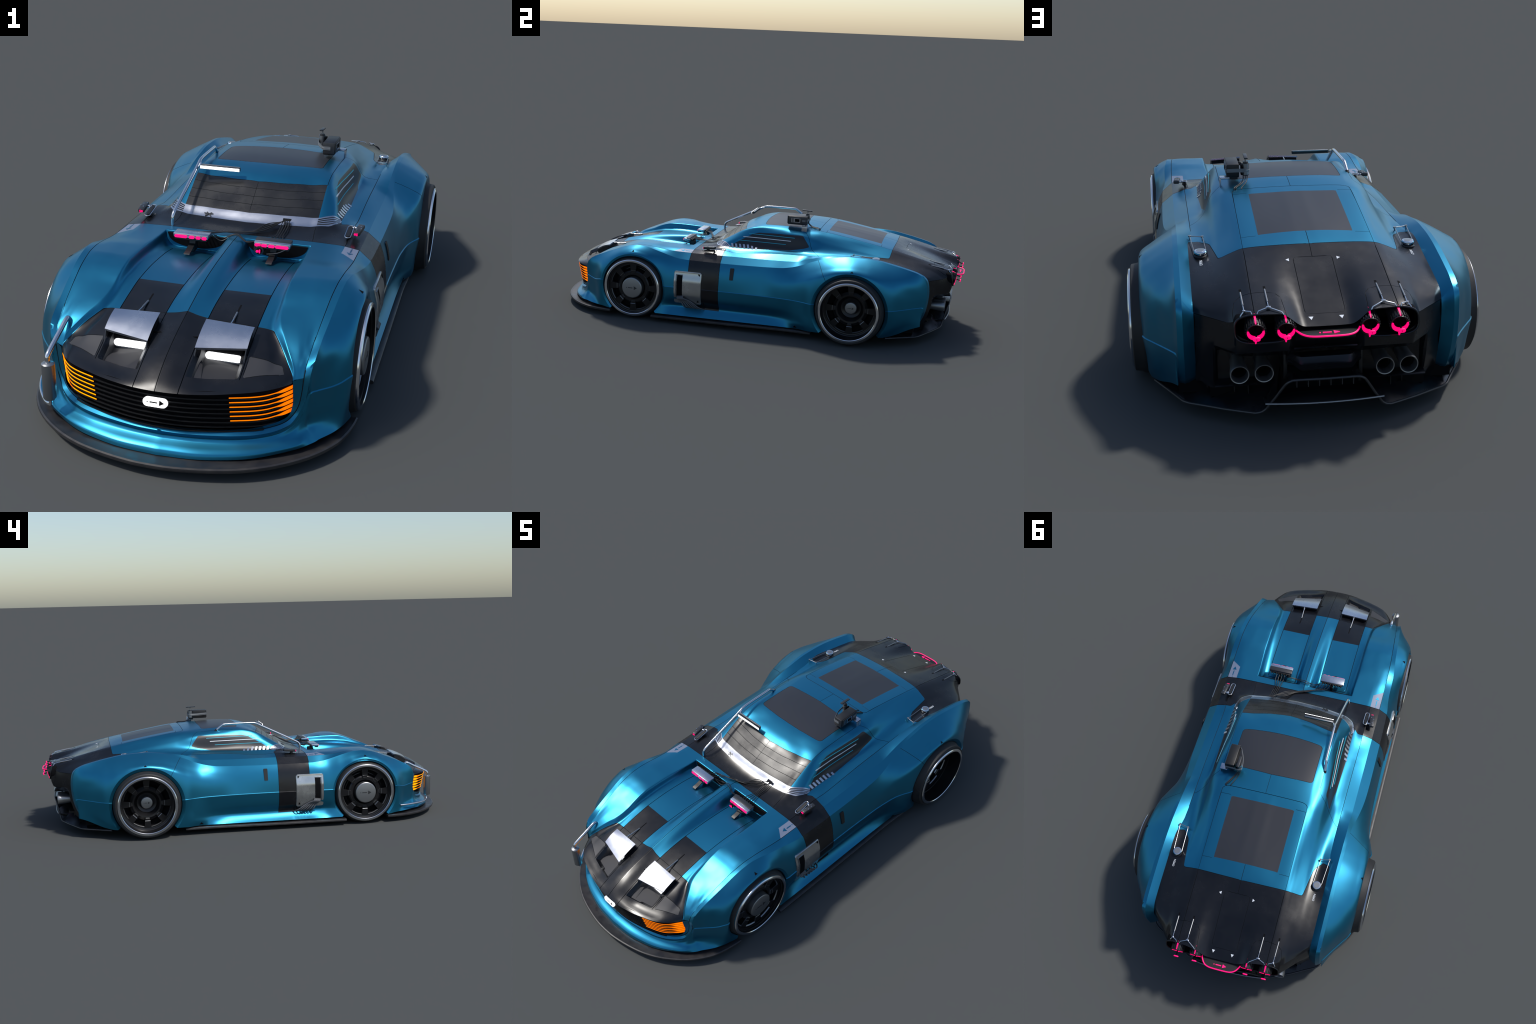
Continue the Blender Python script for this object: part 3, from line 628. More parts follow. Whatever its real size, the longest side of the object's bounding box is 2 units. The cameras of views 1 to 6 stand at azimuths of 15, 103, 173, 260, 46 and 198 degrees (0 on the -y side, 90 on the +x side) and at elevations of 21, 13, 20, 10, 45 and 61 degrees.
BSEAM = lambda P: P[:, 1] - pchip([.10, .20, .293, .325, .349, .36, .40], [.44, .43, .398, .376, .356, .346, .340], P[:, 2])
cs = Skin(STRIP)
for yy in (-.2675, -.115): cs.line(py(yy), box_keep(.3, 1, -.3, 0), w=.0011, depth=.002)
cs.cut(lambda P: P[:, 1] - .343)
cs.cut(lambda P: P[:, 2] - .174, lambda P: P[:, 1] < -.79)
def cs_region(c):
    x, y, z = c.T; r = np.full(len(c), 'door_skin', dtype=object)
    r[y < -.2675] = 'front_fender'; r[(y < -.79) & (z < .174)] = 'front_bumper'
    r[(y > -.2675) & (y < -.115)] = 'cowl_band'; r[y > .343] = 'rear_fender'
    return r
collect(cs, cs_region)
rs = Skin(RSTRIP, out=(0, 1, 0)); collect(rs, lambda c: np.full(len(c), 'rear_fender', dtype=object))

# ------------------------------------------------------------------ FLANKS
RF, RR = .163, .1765
arcF = lambda P: np.hypot(P[:, 1] - WF[0], P[:, 2] - WF[1]) - RF
arcR = lambda P: np.hypot(P[:, 1] - WR[0], P[:, 2] - WR[1] + .003) - RR
side = lambda P: P[:, 0] > .33
def fl_region(c):
    x, y, z = c.T; r = np.full(len(c), 'door_skin', dtype=object)
    r[y < -.2655] = 'front_fender'; r[(y < -.6) & (z < .1745)] = 'front_bumper'
    r[(y > -.2655) & (y < -.1145) & (z > .0715)] = 'cowl_band'
    r[(BSEAM(c) > 0)] = 'rear_fender'
    r[z < .0715] = 'side_sill'; r[(y < -.6) & (z < .0715)] = 'front_bumper'; r[(y > .45) & (z < .0715)] = 'rear_fender'
    return r
for G_ in (FLANK_U, FLANK_M, FLANK_L):
    fl = Skin(G_, out=(1, 0, .2))
    fl.cut(arcF, lambda P: side(P) & (P[:, 1] < -.3)); fl.cut(arcR, lambda P: side(P) & (P[:, 1] > .2))
    fl.remove(lambda c: ((arcF(c) < 0) | (arcR(c) < 0)) & (c[:, 0] > .33))
    # the turned-in lips of the arches
    bm = fl.bm
    for fn, cen, rad, r_in, dx in ((arcF, WF, RF, .1535, .0035), (arcR, (WR[0], WR[1] - .003), RR, .1625, .006)):
        ed = []
        for e in bm.edges:
            if e.is_boundary:
                p = np.array([v.co[:] for v in e.verts])
                if np.all(np.abs(fn(p)) < 6e-4) and np.all(p[:, 0] > .33): ed.append(e)
        for stage in range(3):
            ret = bmesh.ops.extrude_edge_only(bm, edges=ed)
            nv = [g for g in ret['geom'] if isinstance(g, bmesh.types.BMVert)]
            for v in nv:
                dy, dz = v.co.y - cen[0], v.co.z - cen[1]; L = math.hypot(dy, dz)
                rr = (r_in, r_in - .0015, r_in - .0015)[stage]
                xo = (-dx, -.004, -.07)[stage]
                v.co = Vector((v.co.x + xo, cen[0] + dy / L * rr, cen[1] + dz / L * rr))
                v[fl.ln] = Vector((.93, -dy / L * .36, -dz / L * .36)).normalized() if stage == 0 else Vector((.2, -dy / L, -dz / L)).normalized()
            ed = [g for g in ret['geom'] if isinstance(g, bmesh.types.BMEdge) and all(v in nv for v in g.verts)]
            for f in [g for g in ret['geom'] if isinstance(g, bmesh.types.BMFace)]:
                c = f.calc_center_median(); f.normal_update()
                want = Vector((1, 0, 0)) - Vector((0, c.y - cen[0], c.z - cen[1])).normalized() * .5
                if f.normal.dot(want) < 0: f.normal_flip()
                f[fl.lg] = 2 if stage == 0 else 0
    for yy in (-.2655, -.1145): fl.line(py(yy), lambda P: side(P) & (P[:, 2] > .071) & (np.abs(P[:, 1]) < .3), w=.0011, depth=.002)
    fl.cut(lambda P: P[:, 2] - .0715, lambda P: side(P) & (P[:, 1] > -.27) & (P[:, 1] < -.11))
    fl.line(BSEAM, lambda P: (P[:, 2] > .28) & (P[:, 1] > .3) & (P[:, 1] < .45) & (arcR(P) > -.012), w=.0010, depth=.002)
    fl.cut(lambda P: P[:, 2] - .1745, lambda P: (P[:, 1] < -.6) & (P[:, 1] > -.82))
    collect(fl, fl_region)
# fascia between the grille and the bumper seam
GIN = [(0,-.9285,.0985), (.05,-.9265,.0985), (.09,-.921,.0985), (.13,-.912,.0985), (.168,-.901,.0990), (.207,-.886,.1005), (.243,-.864,.1040), (.270,-.843,.1095), (.284,-.827,.1170), (.2895,-.8175,.140), (.2905,-.823,.172), (.2900,-.829,.2075)]
gi = curve_through(GIN, 80); go = curve_through(C1F[:12], 80)
FR_ = np.stack([gi, gi * .62 + go * .38 + [0, .001, 0], gi * .2 + go * .8, go])
ff = Skin(FR_, out=(0, -1, .3)); collect(ff, lambda c: np.full(len(c), 'grille_surround', dtype=object))

BOTH = ['hood_panel', 'hood_strip', 'hood_nose', 'cowl_band', 'windscreen', 'windscreen_base', 'roof_panel', 'roof_glass', 'trunk_frame', 'rear_window', 'rear_deck', 'deck_hatch', 'front_bumper', 'grille_surround']
LOOK = dict(hood_panel='blue', hood_strip='black', hood_nose='black', lamp_cover='inset', cowl_band='black', windscreen='screen', windscreen_base='silver', roof_panel='blue', roof_glass='panel',
            trunk_frame='blue', rear_window='panel', rear_deck='black', deck_hatch='black', front_bumper='blue', door_skin='blue', side_window='sideglass', rear_quarter='blue', rear_fender='blue',
            front_fender='blue', grille_surround='blue', side_sill='blue', pillar_stripe='silver', pillar_stripe_blue='gap', arrow_decal_plate='decal', gap='gap')
BODY = bpy.data.objects.new("body", None); bpy.context.scene.collection.objects.link(BODY); BODY.parent = ROOT
NICE = dict(door_skin='door', pillar_stripe_blue='pillar_stripe_gap', gap='panel_gap', hood_strip='hood_stripe')
for k, L in PARTS.items():
    nm = NICE.get(k, k)
    if k in BOTH or k == 'gap':
        o = face_soup_object(nm, L, LOOK[k], (1, -1), BODY)
        if k == 'gap': o["kind"] = "stuff"
    else:
        for sd in (1, -1): face_soup_object(nm, L, LOOK[k], (sd,), BODY)
# ------------------------------------------------------------------ surface probes
from mathutils.bvhtree import BVHTree
def bvh_of(grids):
    V = []; F = []
    for G in grids:
        o = len(V); nu, nv = G.shape[:2]; V += [tuple(p) for p in G.reshape(-1, 3)]
        F += [(o + i * nv + j, o + (i + 1) * nv + j, o + (i + 1) * nv + j + 1, o + i * nv + j + 1) for i in range(nu - 1) for j in range(nv - 1)]
    return BVHTree.FromPolygons(V, F)
TREE = bvh_of([TOP, STRIP, FLANK_U, FLANK_M, FLANK_L])
def on_top(x, y):
    h = TREE.ray_cast(Vector((abs(x), y, 2)), Vector((0, 0, -1)))
    n = h[1] if h[1].z > 0 else -h[1]
    if x < 0: n = Vector((-n.x, n.y, n.z))
    return np.array((x, y, h[0].z)), np.array(n)
def on_side(y, z):
    h = TREE.ray_cast(Vector((2, y, z)), Vector((-1, 0, 0)))
    n = h[1] if h[1].x > 0 else -h[1]
    return np.array(h[0]), np.array(n)
def densify(poly, step=.006):
    out = []
    for a, b in zip(poly, poly[1:] + poly[:1]):
        a = np.array(a); b = np.array(b); n = max(1, int(np.linalg.norm(b - a) / step))
        out += [tuple(a + (b - a) * k / n) for k in range(n)]
    return out
def sticker(mb, poly, where, key, h=.0008):
    """thin raised marking that follows the body; poly in (x,y) for the top or (y,z) for the flank"""
    pts = [(on_top if where == 'top' else on_side)(*p) for p in densify(poly)]
    mb.ring_stack([[p - n * .002 for p, n in pts], [p + n * h for p, n in pts]], key)
def arrow_polys(L, w):
    """dot, dash and triangle pointing along +a; total length L, head width w, centred"""
    return [[(-L / 2 + .02 * L * math.cos(a) * 2, .02 * L * math.sin(a) * 2) for a in np.linspace(0, 2 * math.pi, 8, endpoint=False)],
            [(-.36 * L, -.035 * L), (.08 * L, -.035 * L), (.08 * L, .035 * L), (-.36 * L, .035 * L)],
            [(.20 * L, -w / 2), (.5 * L, 0), (.20 * L, w / 2)]]

# ------------------------------------------------------------------ underbody and wheel wells
b = MB()
b.box((0, 0, .105), (.50, 1.62, .13), 'dark')
b.box((0, -.02, .14), (.74, .64, .19), 'dark')
b.box((0, .38, .21), (.38, .80, .17), 'dark'); b.box((0, -.45, .20), (.34, .70, .14), 'dark')
b.box((0, .78, .13), (.56, .10, .14), 'dark')
for cy, cz, r in ((WF[0], WF[1], .1585), (WR[0], WR[1], .167)):
    for sd in (1, -1):
        A = np.linspace(math.radians(-42), math.radians(222), 40)
        b.ring_stack([[(sd * x, cy + r * math.cos(a), cz + r * math.sin(a)) for a in A] for x in (.22, .385)], 'dark', False, False, closed=False)
b.obj("underbody")

# ------------------------------------------------------------------ wheels
def wheel_meshes(R, tread, xs, ring_r, ring_x, face_x, cap_r, cap_x, bowl):
    """everything about the x axis; x is the world distance from the car centre"""
    ty = MB()
    ty.lathe([(R - .06, .225), (R - .012, .232), (R - .001, .25), (R, .262), (R, tread - .006), (R - .0012, tread), (R - .006, tread + .009), (R - .0085, xs - .003), (R - .013, xs), (ring_r + .0005, xs - .001), (ring_r - .004, xs - .004), (ring_r - .012, xs - .03)], (0, 0, 0), (1, 0, 0), 'tyre', 96)
    for xg in np.linspace(.28, tread - .02, 4):
        ty.lathe([(R + .0002, xg - .002), (R - .003, xg), (R + .0002, xg + .002)], (0, 0, 0), (1, 0, 0), 'dark', 96)
    rim = MB()
    rim.lathe([(ring_r, xs - .004), (ring_r, ring_x - .003), (ring_r - .0035, ring_x), (ring_r - .0105, ring_x), (ring_r - .0125, ring_x - .002)], (0, 0, 0), (1, 0, 0), 'chrome', 96)
    rim.lathe([(ring_r - .0125, ring_x - .002), (ring_r - .0128, ring_x - .010), (ring_r - .0135, face_x + .012), (ring_r - .018, face_x + .010), (ring_r - .0185, face_x + .003), (ring_r - .0225, face_x + .002)], (0, 0, 0), (1, 0, 0), 'rimdark', 96)
    # toothed crown
    n = 8; ro = ring_r - .0225; rt = ro - .0445; inner = []
    for k in range(n):
        a0 = 2 * math.pi * k / n + math.pi / 2
        for da, rr in ((-.335, ro - .004), (-.155, ro - .004), (-.145, ro - .008), (-.150, rt + .006), (-.125, rt), (.125, rt), (.150, rt + .006), (.145, ro - .008), (.155, ro - .004), (.335, ro - .004)):
            inner.append((a0 + da, rr))
    def ring_at(x, dr): return [(x, (r - dr) * math.cos(a), (r - dr) * math.sin(a)) for a, r in inner]
    outer = [(face_x, (ro + .003) * math.cos(a), (ro + .003) * math.sin(a)) for a, r in inner]
    rim.ring_stack([outer, ring_at(face_x, 0)], 'rimdark', False, False)
    rim.ring_stack([ring_at(face_x, 0), ring_at(face_x - .004, .0028)], 'steel', False, False)
    # tooth tips carry a broad satin facet
    rim.ring_stack([ring_at(face_x - .004, .0028), ring_at(face_x - .030, .0035)], 'rimdark', False, False)
    for k in range(n):
        a0 = 2 * math.pi * k / n + math.pi / 2
        def P(da, r, x): return (x, r * math.cos(a0 + da), r * math.sin(a0 + da))
        q = [P(-.150, rt + .012, face_x + .0008), P(.150, rt + .012, face_x + .0008), P(.128, rt - .003, face_x - .007), P(-.128, rt - .003, face_x - .007)]
        q2 = [(x - .006, y, z) for x, y, z in q]
        rim.ring_stack([q2, q], 'steel')
    # back plate and hub bowl
    rim.lathe(bowl, (0, 0, 0), (1, 0, 0), 'rimdark', 64)
    rim.lathe([(ro + .004, face_x - .028), (.055, face_x - .034)], (0, 0, 0), (1, 0, 0), 'dark', 64)
    cap = MB()
    cap.lathe([(cap_r - .002, cap_x - .05), (cap_r, cap_x - .006), (cap_r - .0006, cap_x - .002), (cap_r - .003, cap_x), (cap_r - .005, cap_x + .0005)], (0, 0, 0), (1, 0, 0), 'steel', 64, cap1=True)
    for poly in arrow_polys(cap_r * 1.05, cap_r * .36):
        cap.prism(poly, ((cap_x + .0002, 0, 0), (0, 1, 0), (0, 0, 1)), .0009, 'gun')
    return ty, rim, cap
specs = [("wheel", WF, wheel_meshes(.1515, .392, .414, .1385, .4215, .400, .0505, .4175, [(.108, .366), (.090, .370), (.080, .392), (.074, .396), (.060, .396), (.056, .384), (.050, .38)])),
         ("wheel", WR, wheel_meshes(.158, .449, .477, .1385, .4845, .414, .0285, .398, [(.108, .376), (.092, .380), (.080, .402), (.068, .408), (.060, .407), (.046, .386), (.028, .380)]))]
for nm, (cy, cz), (ty, rim, cap) in specs:
    first = None
    for sd in (1, -1):
        e = bpy.data.objects.new("wheel", None); bpy.context.scene.collection.objects.link(e); e.parent = ROOT
        e.location = (0, cy, cz)
        if first is None:
            first = [ty.obj("tyre", e, 40), rim.obj("rim", e, 30), cap.obj("hub_cap", e, 30)]
        else:
            e.rotation_euler = (0, 0, math.pi)
            for o in first:
                c = o.copy(); bpy.context.scene.collection.objects.link(c); c.parent = e

# ------------------------------------------------------------------ front splitter, skirts
SPL = [(0,-.998), (.04,-.9965), (.08,-.991), (.12,-.983), (.16,-.9725), (.20,-.9585), (.25,-.933), (.30,-.897), (.34,-.859), (.37,-.820), (.395,-.775), (.411,-.725), (.419,-.680), (.4215,-.651)]
half = curve_through(SPL, 60)
allp = np.vstack([half[::-1] * [-1, 1], half[1:]])
tn = np.gradient(allp, axis=0); tn /= np.linalg.norm(tn, axis=1)[:, None]; inn = np.stack([-tn[:, 1], tn[:, 0]], 1)
def off(d, z): return [(p[0] + q[0] * d, p[1] + q[1] * d, z) for p, q in zip(allp, inn)]
b = MB()
prof = [(.115, .0335), (.012, .0325), (.004, .0345), (.0, .0325), (-.0008, .028), (.001, .0235), (.005, .0215), (.115, .0215)]
rows = [off(d, z) for d, z in prof]
rows = [list(r) for r in zip(*rows)]
b.ring_stack(rows, 'splitter')
b.obj("front_splitter", None, 40)
b = MB()
yk = np.linspace(-.44, .338, 30)
prof = [(.36, .031), (.418, .0305), (.4255, .0295), (.4285, .0265), (.4285, .0205), (.425, .0185), (.36, .0185)]
b.ring_stack([[(x + (.004 * smoothstep(.2, .338, y) if x > .4 else 0), y, z + .004 * smoothstep(-.2, .3, y)) for x, z in prof] for y in yk], 'splitter')
b.pair("side_skirt", None, 40)

b = MB(); sm = curve_through(C1F, 90); b.tube(np.vstack([sm[::-1] * [-1, 1, 1], sm[1:]]) + [0, -.0002, 0], .0010, 'gap', 6, False)
o = b.obj("bumper_seam"); o["kind"] = "stuff"
# ------------------------------------------------------------------ grille
def edge_xy(x):
    yy = np.interp(abs(x), [r[0] for r in EDGE], [r[1] for r in EDGE]); return yy
EDGE = [(cols[i, 0, 0], cols[i, 0, 1]) for i in range(11)]
EX = np.array([p[0] for p in EDGE]); EY = np.array([p[1] for p in EDGE])
def gy(x, z): return float(pchip(EX, EY, [abs(x)])[0]) + .003 + (.2 - z) * .21
xs = np.linspace(-.2895, .2895, 81)
b = MB()
def band(z0, z1, x0, x1, dy, key, thick=.004, n=60, taper=None):
    R = []
    for x in np.linspace(x0, x1, n):
        za, zb = z0, z1
        if taper: za, zb = taper(x, z0, z1)
        y = gy(x, (za + zb) / 2) + dy
        R.append([(x, y + thick, za), (x, y, za), (x, y, zb), (x, y + thick, zb)])
    b.ring_stack(R, key)
zbot = lambda x: .1005 + .012 * smoothstep(.20, .29, abs(x))
R = []
for x in xs:
    z0 = zbot(x); y1 = gy(x, .2); y0 = gy(x, z0)
    R.append([(x, y1 + .006, .206), (x, y0 + .008, z0), (x, y0 + .03, z0 - .002), (x, y1 + .03, .206)])
b.ring_stack(R, 'dark')
for k in range(8):
    z = .1935 - .0133 * k
    lim = .2885 if k < 6 else (.262 if k == 6 else .235)
    band(z - .0083, z - .0055, -lim, lim, -.0005, 'trim', .007)
b.obj("grille", None, 40)
lamps = MB(); b = lamps
for k in range(6):
    z = .1922 - .0133 * k
    def tp(x, a, c, z=z):
        w = .0011 + .0033 * smoothstep(.258, .278, abs(x)) ; m = (a + c) / 2 - .0012 * smoothstep(.255, .272, abs(x)); return m - w, m + w
    band(z - .001, z + .001, .165, .2893, -.0016, 'orange', .0015, 40, tp)
a, c = lamps.pair("turn_signal", None, 40)
bd = MB()
ang = lambda x: None
def pill(w, h, n=10):
    r = h / 2; P = []
    for cx, a0 in ((w / 2 - r, -90), (-w / 2 + r, 90)):
        P += [(cx + r * math.cos(math.radians(a0 + 180 * k / n)), r * math.sin(math.radians(a0 + 180 * k / n))) for k in range(n + 1)]
    return P
fr = ((0, gy(0, .169) - .0035, .169), (1, 0, 0), (0, .2, .98))
bd.prism(pill(.059, .0215), fr, .004, 'white', -.002)
for p in arrow_polys(.041, .0135): bd.prism([(q[0] + .002, q[1]) for q in p], fr, .0048, 'dark')
bd.obj("badge", None, 40)

# ------------------------------------------------------------------ pop-up headlamps
b = MB()
floor = []
x0, x1 = .0585, .173
def pit_front(x): return -.9095 + (x - .0585) * (.0305 / .1145)
n = 14
rim_, mid_, flo_ = [], [], []
xsn = np.linspace(x0, x1, n)
loop = [(x, pit_front(x)) for x in xsn] + [(x1, y) for y in np.linspace(-.879, -.762, 10)[1:]] + [(x, -.762) for x in xsn[::-1][1:]] + [(x0, y) for y in np.linspace(-.762, -.9095, 10)[1:-1]]
cxm, cym = .1157, -.828
def shrink(p, d): 
    return (p[0] + np.clip(cxm - p[0], -d, d), p[1] + np.clip(cym - p[1], -d, d))
top = [tuple(on_top(*p)[0]) for p in loop]
l1 = [(*shrink(p, .010), q[2] - .007) for p, q in zip(loop, top)]
l2 = [(*shrink(p, .013), q[2] - .012 - .034 * smoothstep(-.872, -.80, p[1])) for p, q in zip(loop, top)]
b.ring_stack([top, l1], 'black', False, False); b.ring_stack([l1, l2], 'inset', False, True)
b.pair("lamp_recess", None, 40)
b = MB()
# lamp bar
P = pill(.0885, .0175)
fr = ((.1160, -.8010, .2285), (1, 0, 0), (0, .42, .908))
b.prism(P, fr, .006, 'white', 0)
hs = MB()
hs.prism(pill(.098, .026), ((.1160, -.8000, .2285), (1, 0, 0), (0, .42, .908)), -.03, 'gun', .0)
for xw in (.0615, .1735): hs.prism([(-.818, .2665), (-.764, .292), (-.764, .250), (-.818, .236)], ((xw - .001, 0, 0), (0, 1, 0), (0, 0, 1)), .002, 'trim')  # black walls, with the back box, model the dark gap below the lid
hs.box((.1175, -.7625, .2720), (.112, .003, .034), 'trim')
hs.pair("lamp_housing", None, 40)
b.pair("headlamp", None, 40)
# lifted lid
lid = MB()
nu, nv = 13, 9; up = []; lo = []
for i in range(nv):
    t = i / (nv - 1); R0 = []; R1 = []
    for j in range(nu):
        s_ = j / (nu - 1); x = .0585 + .119 * s_
        yf = -.8445 + .0255 * s_; yb = -.7575 + .0025 * s_
        zf = .2635 + .003 * s_; zb = .2985 - .006 * s_
        y = yf + (yb - yf) * t; z = zf + (zb - zf) * t + .0045 * math.sin(math.pi * t)
        R0.append((x, y, z + .002)); R1.append((x + (.5 - s_) * .003, y + .001, z - .0035))
    up.append(R0); lo.append(R1)
lid.ring_stack([r + q[::-1] for r, q in zip(up, lo)], 'silver')
lid.pair("lamp_lid", None, 50)
rod = MB()
for x, y1_, z1_ in ((.0605, -.8425, .2615), (.175, -.818, .2645)):
    rod.tube([(x, y1_, z1_), (x - .001, y1_ - .012, z1_ - .022), (x, y1_ - .026, z1_ - .043)], .0016, 'gun', 8)
rod.tube([(.118, -.757, .2935), (.117, -.726, .2935)], .0018, 'chrome', 8, False)
for dx in (-.006, .006): rod.tube([(.118 + dx, -.757, .293), (.1175, -.737, .293)], .001, 'cable', 6, False)
rod.tube([(.117, -.726, .2935), (.1155, -.690, .2955)], .0026, 'steel', 8, False)
sticker(rod, [(.1135, -.694), (.1175, -.694), (.1175, -.655), (.1135, -.655)], 'top', 'dark', .0004)
rod.pair("lid_actuator", None, 40)
# warning triangles and arrows on the body
tri = MB()
for (y, z, s_) in ((-.5425, .3285, .0065), (.5165, .3395, .0075)):
    sticker(tri, [(y - s_, z - .003), (y + s_, z - .003), (y, z + .004)], 'side', 'dark', .0005)
sticker(tri, [(.253, .0455), (.273, .0455), (.263, .056)], 'side', 'dark', .0006)
tri.pair("marker_triangle")
def surf_arrow(mb, c, L, w, ang, where, key, mir=1):
    ca, sa = math.cos(ang), math.sin(ang)
    for p in arrow_polys(L, w):
        sticker(mb, [(c[0] + u * ca - v * sa, c[1] + u * sa + v * ca) for u, v in p], where, key, .0008)
ar = MB(); surf_arrow(ar, (.3235, -.3000), .052, .017, -math.pi / 2, 'top', 'blue'); ar.pair("arrow_mark")

# ------------------------------------------------------------------ windows: stripes and louvres
st = MB()
def win_strip(mb, a, b_, w, key, h=.0012):
    a = np.array(a); b_ = np.array(b_); d = (b_ - a) / np.linalg.norm(b_ - a); q = np.array([-d[1], d[0]]) * w / 2
    sticker(mb, [tuple(a - q), tuple(b_ - q), tuple(b_ + q), tuple(a + q)], 'side', key, h)
win_strip(st, (-.045, .4110), (.190, .4110), .0030, 'whitep')
win_strip(st, (-.019, .4265), (.207, .4265), .0021, 'cyan'); win_strip(st, (-.067, .3935), (.167, .3935), .0021, 'cyan')
st.pair("window_stripe")
lv = MB()
for k in range(7):
    y0 = -.094 + k * .0195; hgt = .0165 if k < 5 else (.0125 if k == 5 else .008)
    zb = .3600 + .003 * (y0 + .1)
    sticker(lv, [(y0, zb), (y0 + .010, zb), (y0 + .010 - hgt * .55 + .002, zb + hgt), (y0 - hgt * .55 + .002, zb + hgt)], 'side', 'silver', .0012)
lv.pair("window_louvre")
dh = MB()
P, nn_ = on_side(-.053, .262)
sticker(dh, [(-.0625, .236), (-.0605, .2335), (-.0475, .2335), (-.0455, .236), (-.0430, .286), (-.0445, .2885), (-.0600, .2885), (-.0620, .286)], 'side', 'trim', .0035)
dh.pair("door_handle")

# side equipment plates with cables
pl = MB()
def plate_pt(y, z): p, n = on_side(y, z); return p, n
outl = rounded_rect(.135, .158, .010)
cy_, cz_ = -.2655, .1755
def plate_x(y, z): return .4035 - .0105 * smoothstep(.20, .255, z) - .014 * (1 - smoothstep(.09, .16, z)) + .004
def ringp(sc, dx): return [(plate_x(cy_ + a * sc, cz_ + c * sc) + dx, cy_ + a * sc, cz_ + c * sc) for a, c in densify(outl, .012)]
slot = [(-.0515, .0605), (-.024, .0605), (-.024, -.046), (-.050, -.050)]
W_, H_, RC = .135, .158, .010
ts = sorted(set(list(np.linspace(-H_ / 2, H_ / 2, 24)) + [-H_ / 2 + RC * (1 - math.cos(a)) for a in np.linspace(0, math.pi / 2, 5)] + [H_ / 2 - RC * (1 - math.cos(a)) for a in np.linspace(0, math.pi / 2, 5)]))
def half_w(t):
    d = max(0, abs(t) - (H_ / 2 - RC)); return W_ / 2 - RC + math.sqrt(max(0, RC * RC - d * d))
rows_ = []
for t in ts:
    hw = half_w(t); z = cz_ + t; X0 = plate_x(cy_, z); e_ = .0022 if abs(t) > H_ / 2 - .002 else 0
    rows_.append([(X0 - .02, cy_ - hw, z), (X0 + .0025, cy_ - hw, z), (X0 + .0048 - e_, cy_ - hw + .0025, z), (X0 + .0048 - e_, cy_ + hw - .0025, z), (X0 + .0025, cy_ + hw, z), (X0 - .02, cy_ + hw, z)])
pl.ring_stack(rows_, 'plate')
SL = densify([(cy_ + a, cz_ + c) for a, c in slot], .006)
zz = np.linspace(cz_ - .049, cz_ + .0605, 16)
pl.ring_stack([[(plate_x(0, z) + .003, cy_ - .0515 + d0, z), (plate_x(0, z) + .0058, cy_ - .0515 + d0, z), (plate_x(0, z) + .0058, cy_ - .024, z), (plate_x(0, z) + .003, cy_ - .024, z)] for z in zz for d0 in (0,)], 'dark')
zz = np.linspace(cz_ - .051, cz_ + .0635, 16)
pl.ring_stack([[(plate_x(0, z) + .003, cy_ - .0575, z), (plate_x(0, z) + .0085, cy_ - .0562, z), (plate_x(0, z) + .0085, cy_ - .0540, z), (plate_x(0, z) + .003, cy_ - .0525, z)] for z in zz], 'steel')
pl.box((plate_x(0, cz_ + .0625) + .004, cy_ - .040, cz_ + .0625), (.006, .034, .0022), 'steel', bev=.0005)
for (y, z, f) in ((-.210, .243, -1), (-.214, .113, 1)):
    T_ = [(y - .005, z - .004 * f), (y + .005, z - .004 * f), (y + (.003 if f < 0 else .002), z + .007 * f)]
    pl.ring_stack([[(plate_x(a, c) + .003, a, c) for a, c in T_], [(plate_x(a, c) + .0064, a, c) for a, c in T_]], 'dark')
pl.pair("side_equipment_plate", None, 40)
cb = MB()
for k in range(6):
    t = k / 5
    ys_, zs_ = -.314 + .026 * t, .128 - .002 * k * 0 + .004 * t
    ye, ze = -.268 + .088 * t, .0705
    x_s = .410
    m1 = (plate_x(ys_ + .01, .115) + .010, ys_ + (ye - ys_) * .35, .112)
    m2 = (.405, ys_ + (ye - ys_) * .75, .085)
    cb.tube([(x_s - .006, ys_, zs_ + .008), (x_s + .006, ys_ + .004, zs_ - .004), m1, m2, (.378, ye, ze)], .0030, 'cablegrey', 10)
cb.pair("plate_cable", None, 60)

# ------------------------------------------------------------------ front exhaust canister (left-hand side of the nose only)
ex = MB()
ex.tube([(-.289, -.770, .236), (-.290, -.777, .258), (-.291, -.787, .2655), (-.2925, -.820, .250), (-.294, -.884, .2195), (-.295, -.893, .210), (-.295, -.893, .195)], .0062, 'chrome', 12)
ex.lathe([(.004, .197), (.0125, .1965), (.0165, .193), (.0165, .103), (.0140, .0985), (.004, .098)], (-.294, -.893, 0), (0, 0, 1), 'steel', 32, True, True)
ex.tube([(-.294, -.893, .098), (-.294, -.891, .084), (-.300, -.884, .0765), (-.325, -.862, .072), (-.360, -.815, .073), (-.385, -.760, .0735), (-.392, -.722, .0735)], .0045, 'chrome', 10)
ex.obj("exhaust_canister", None, 40)

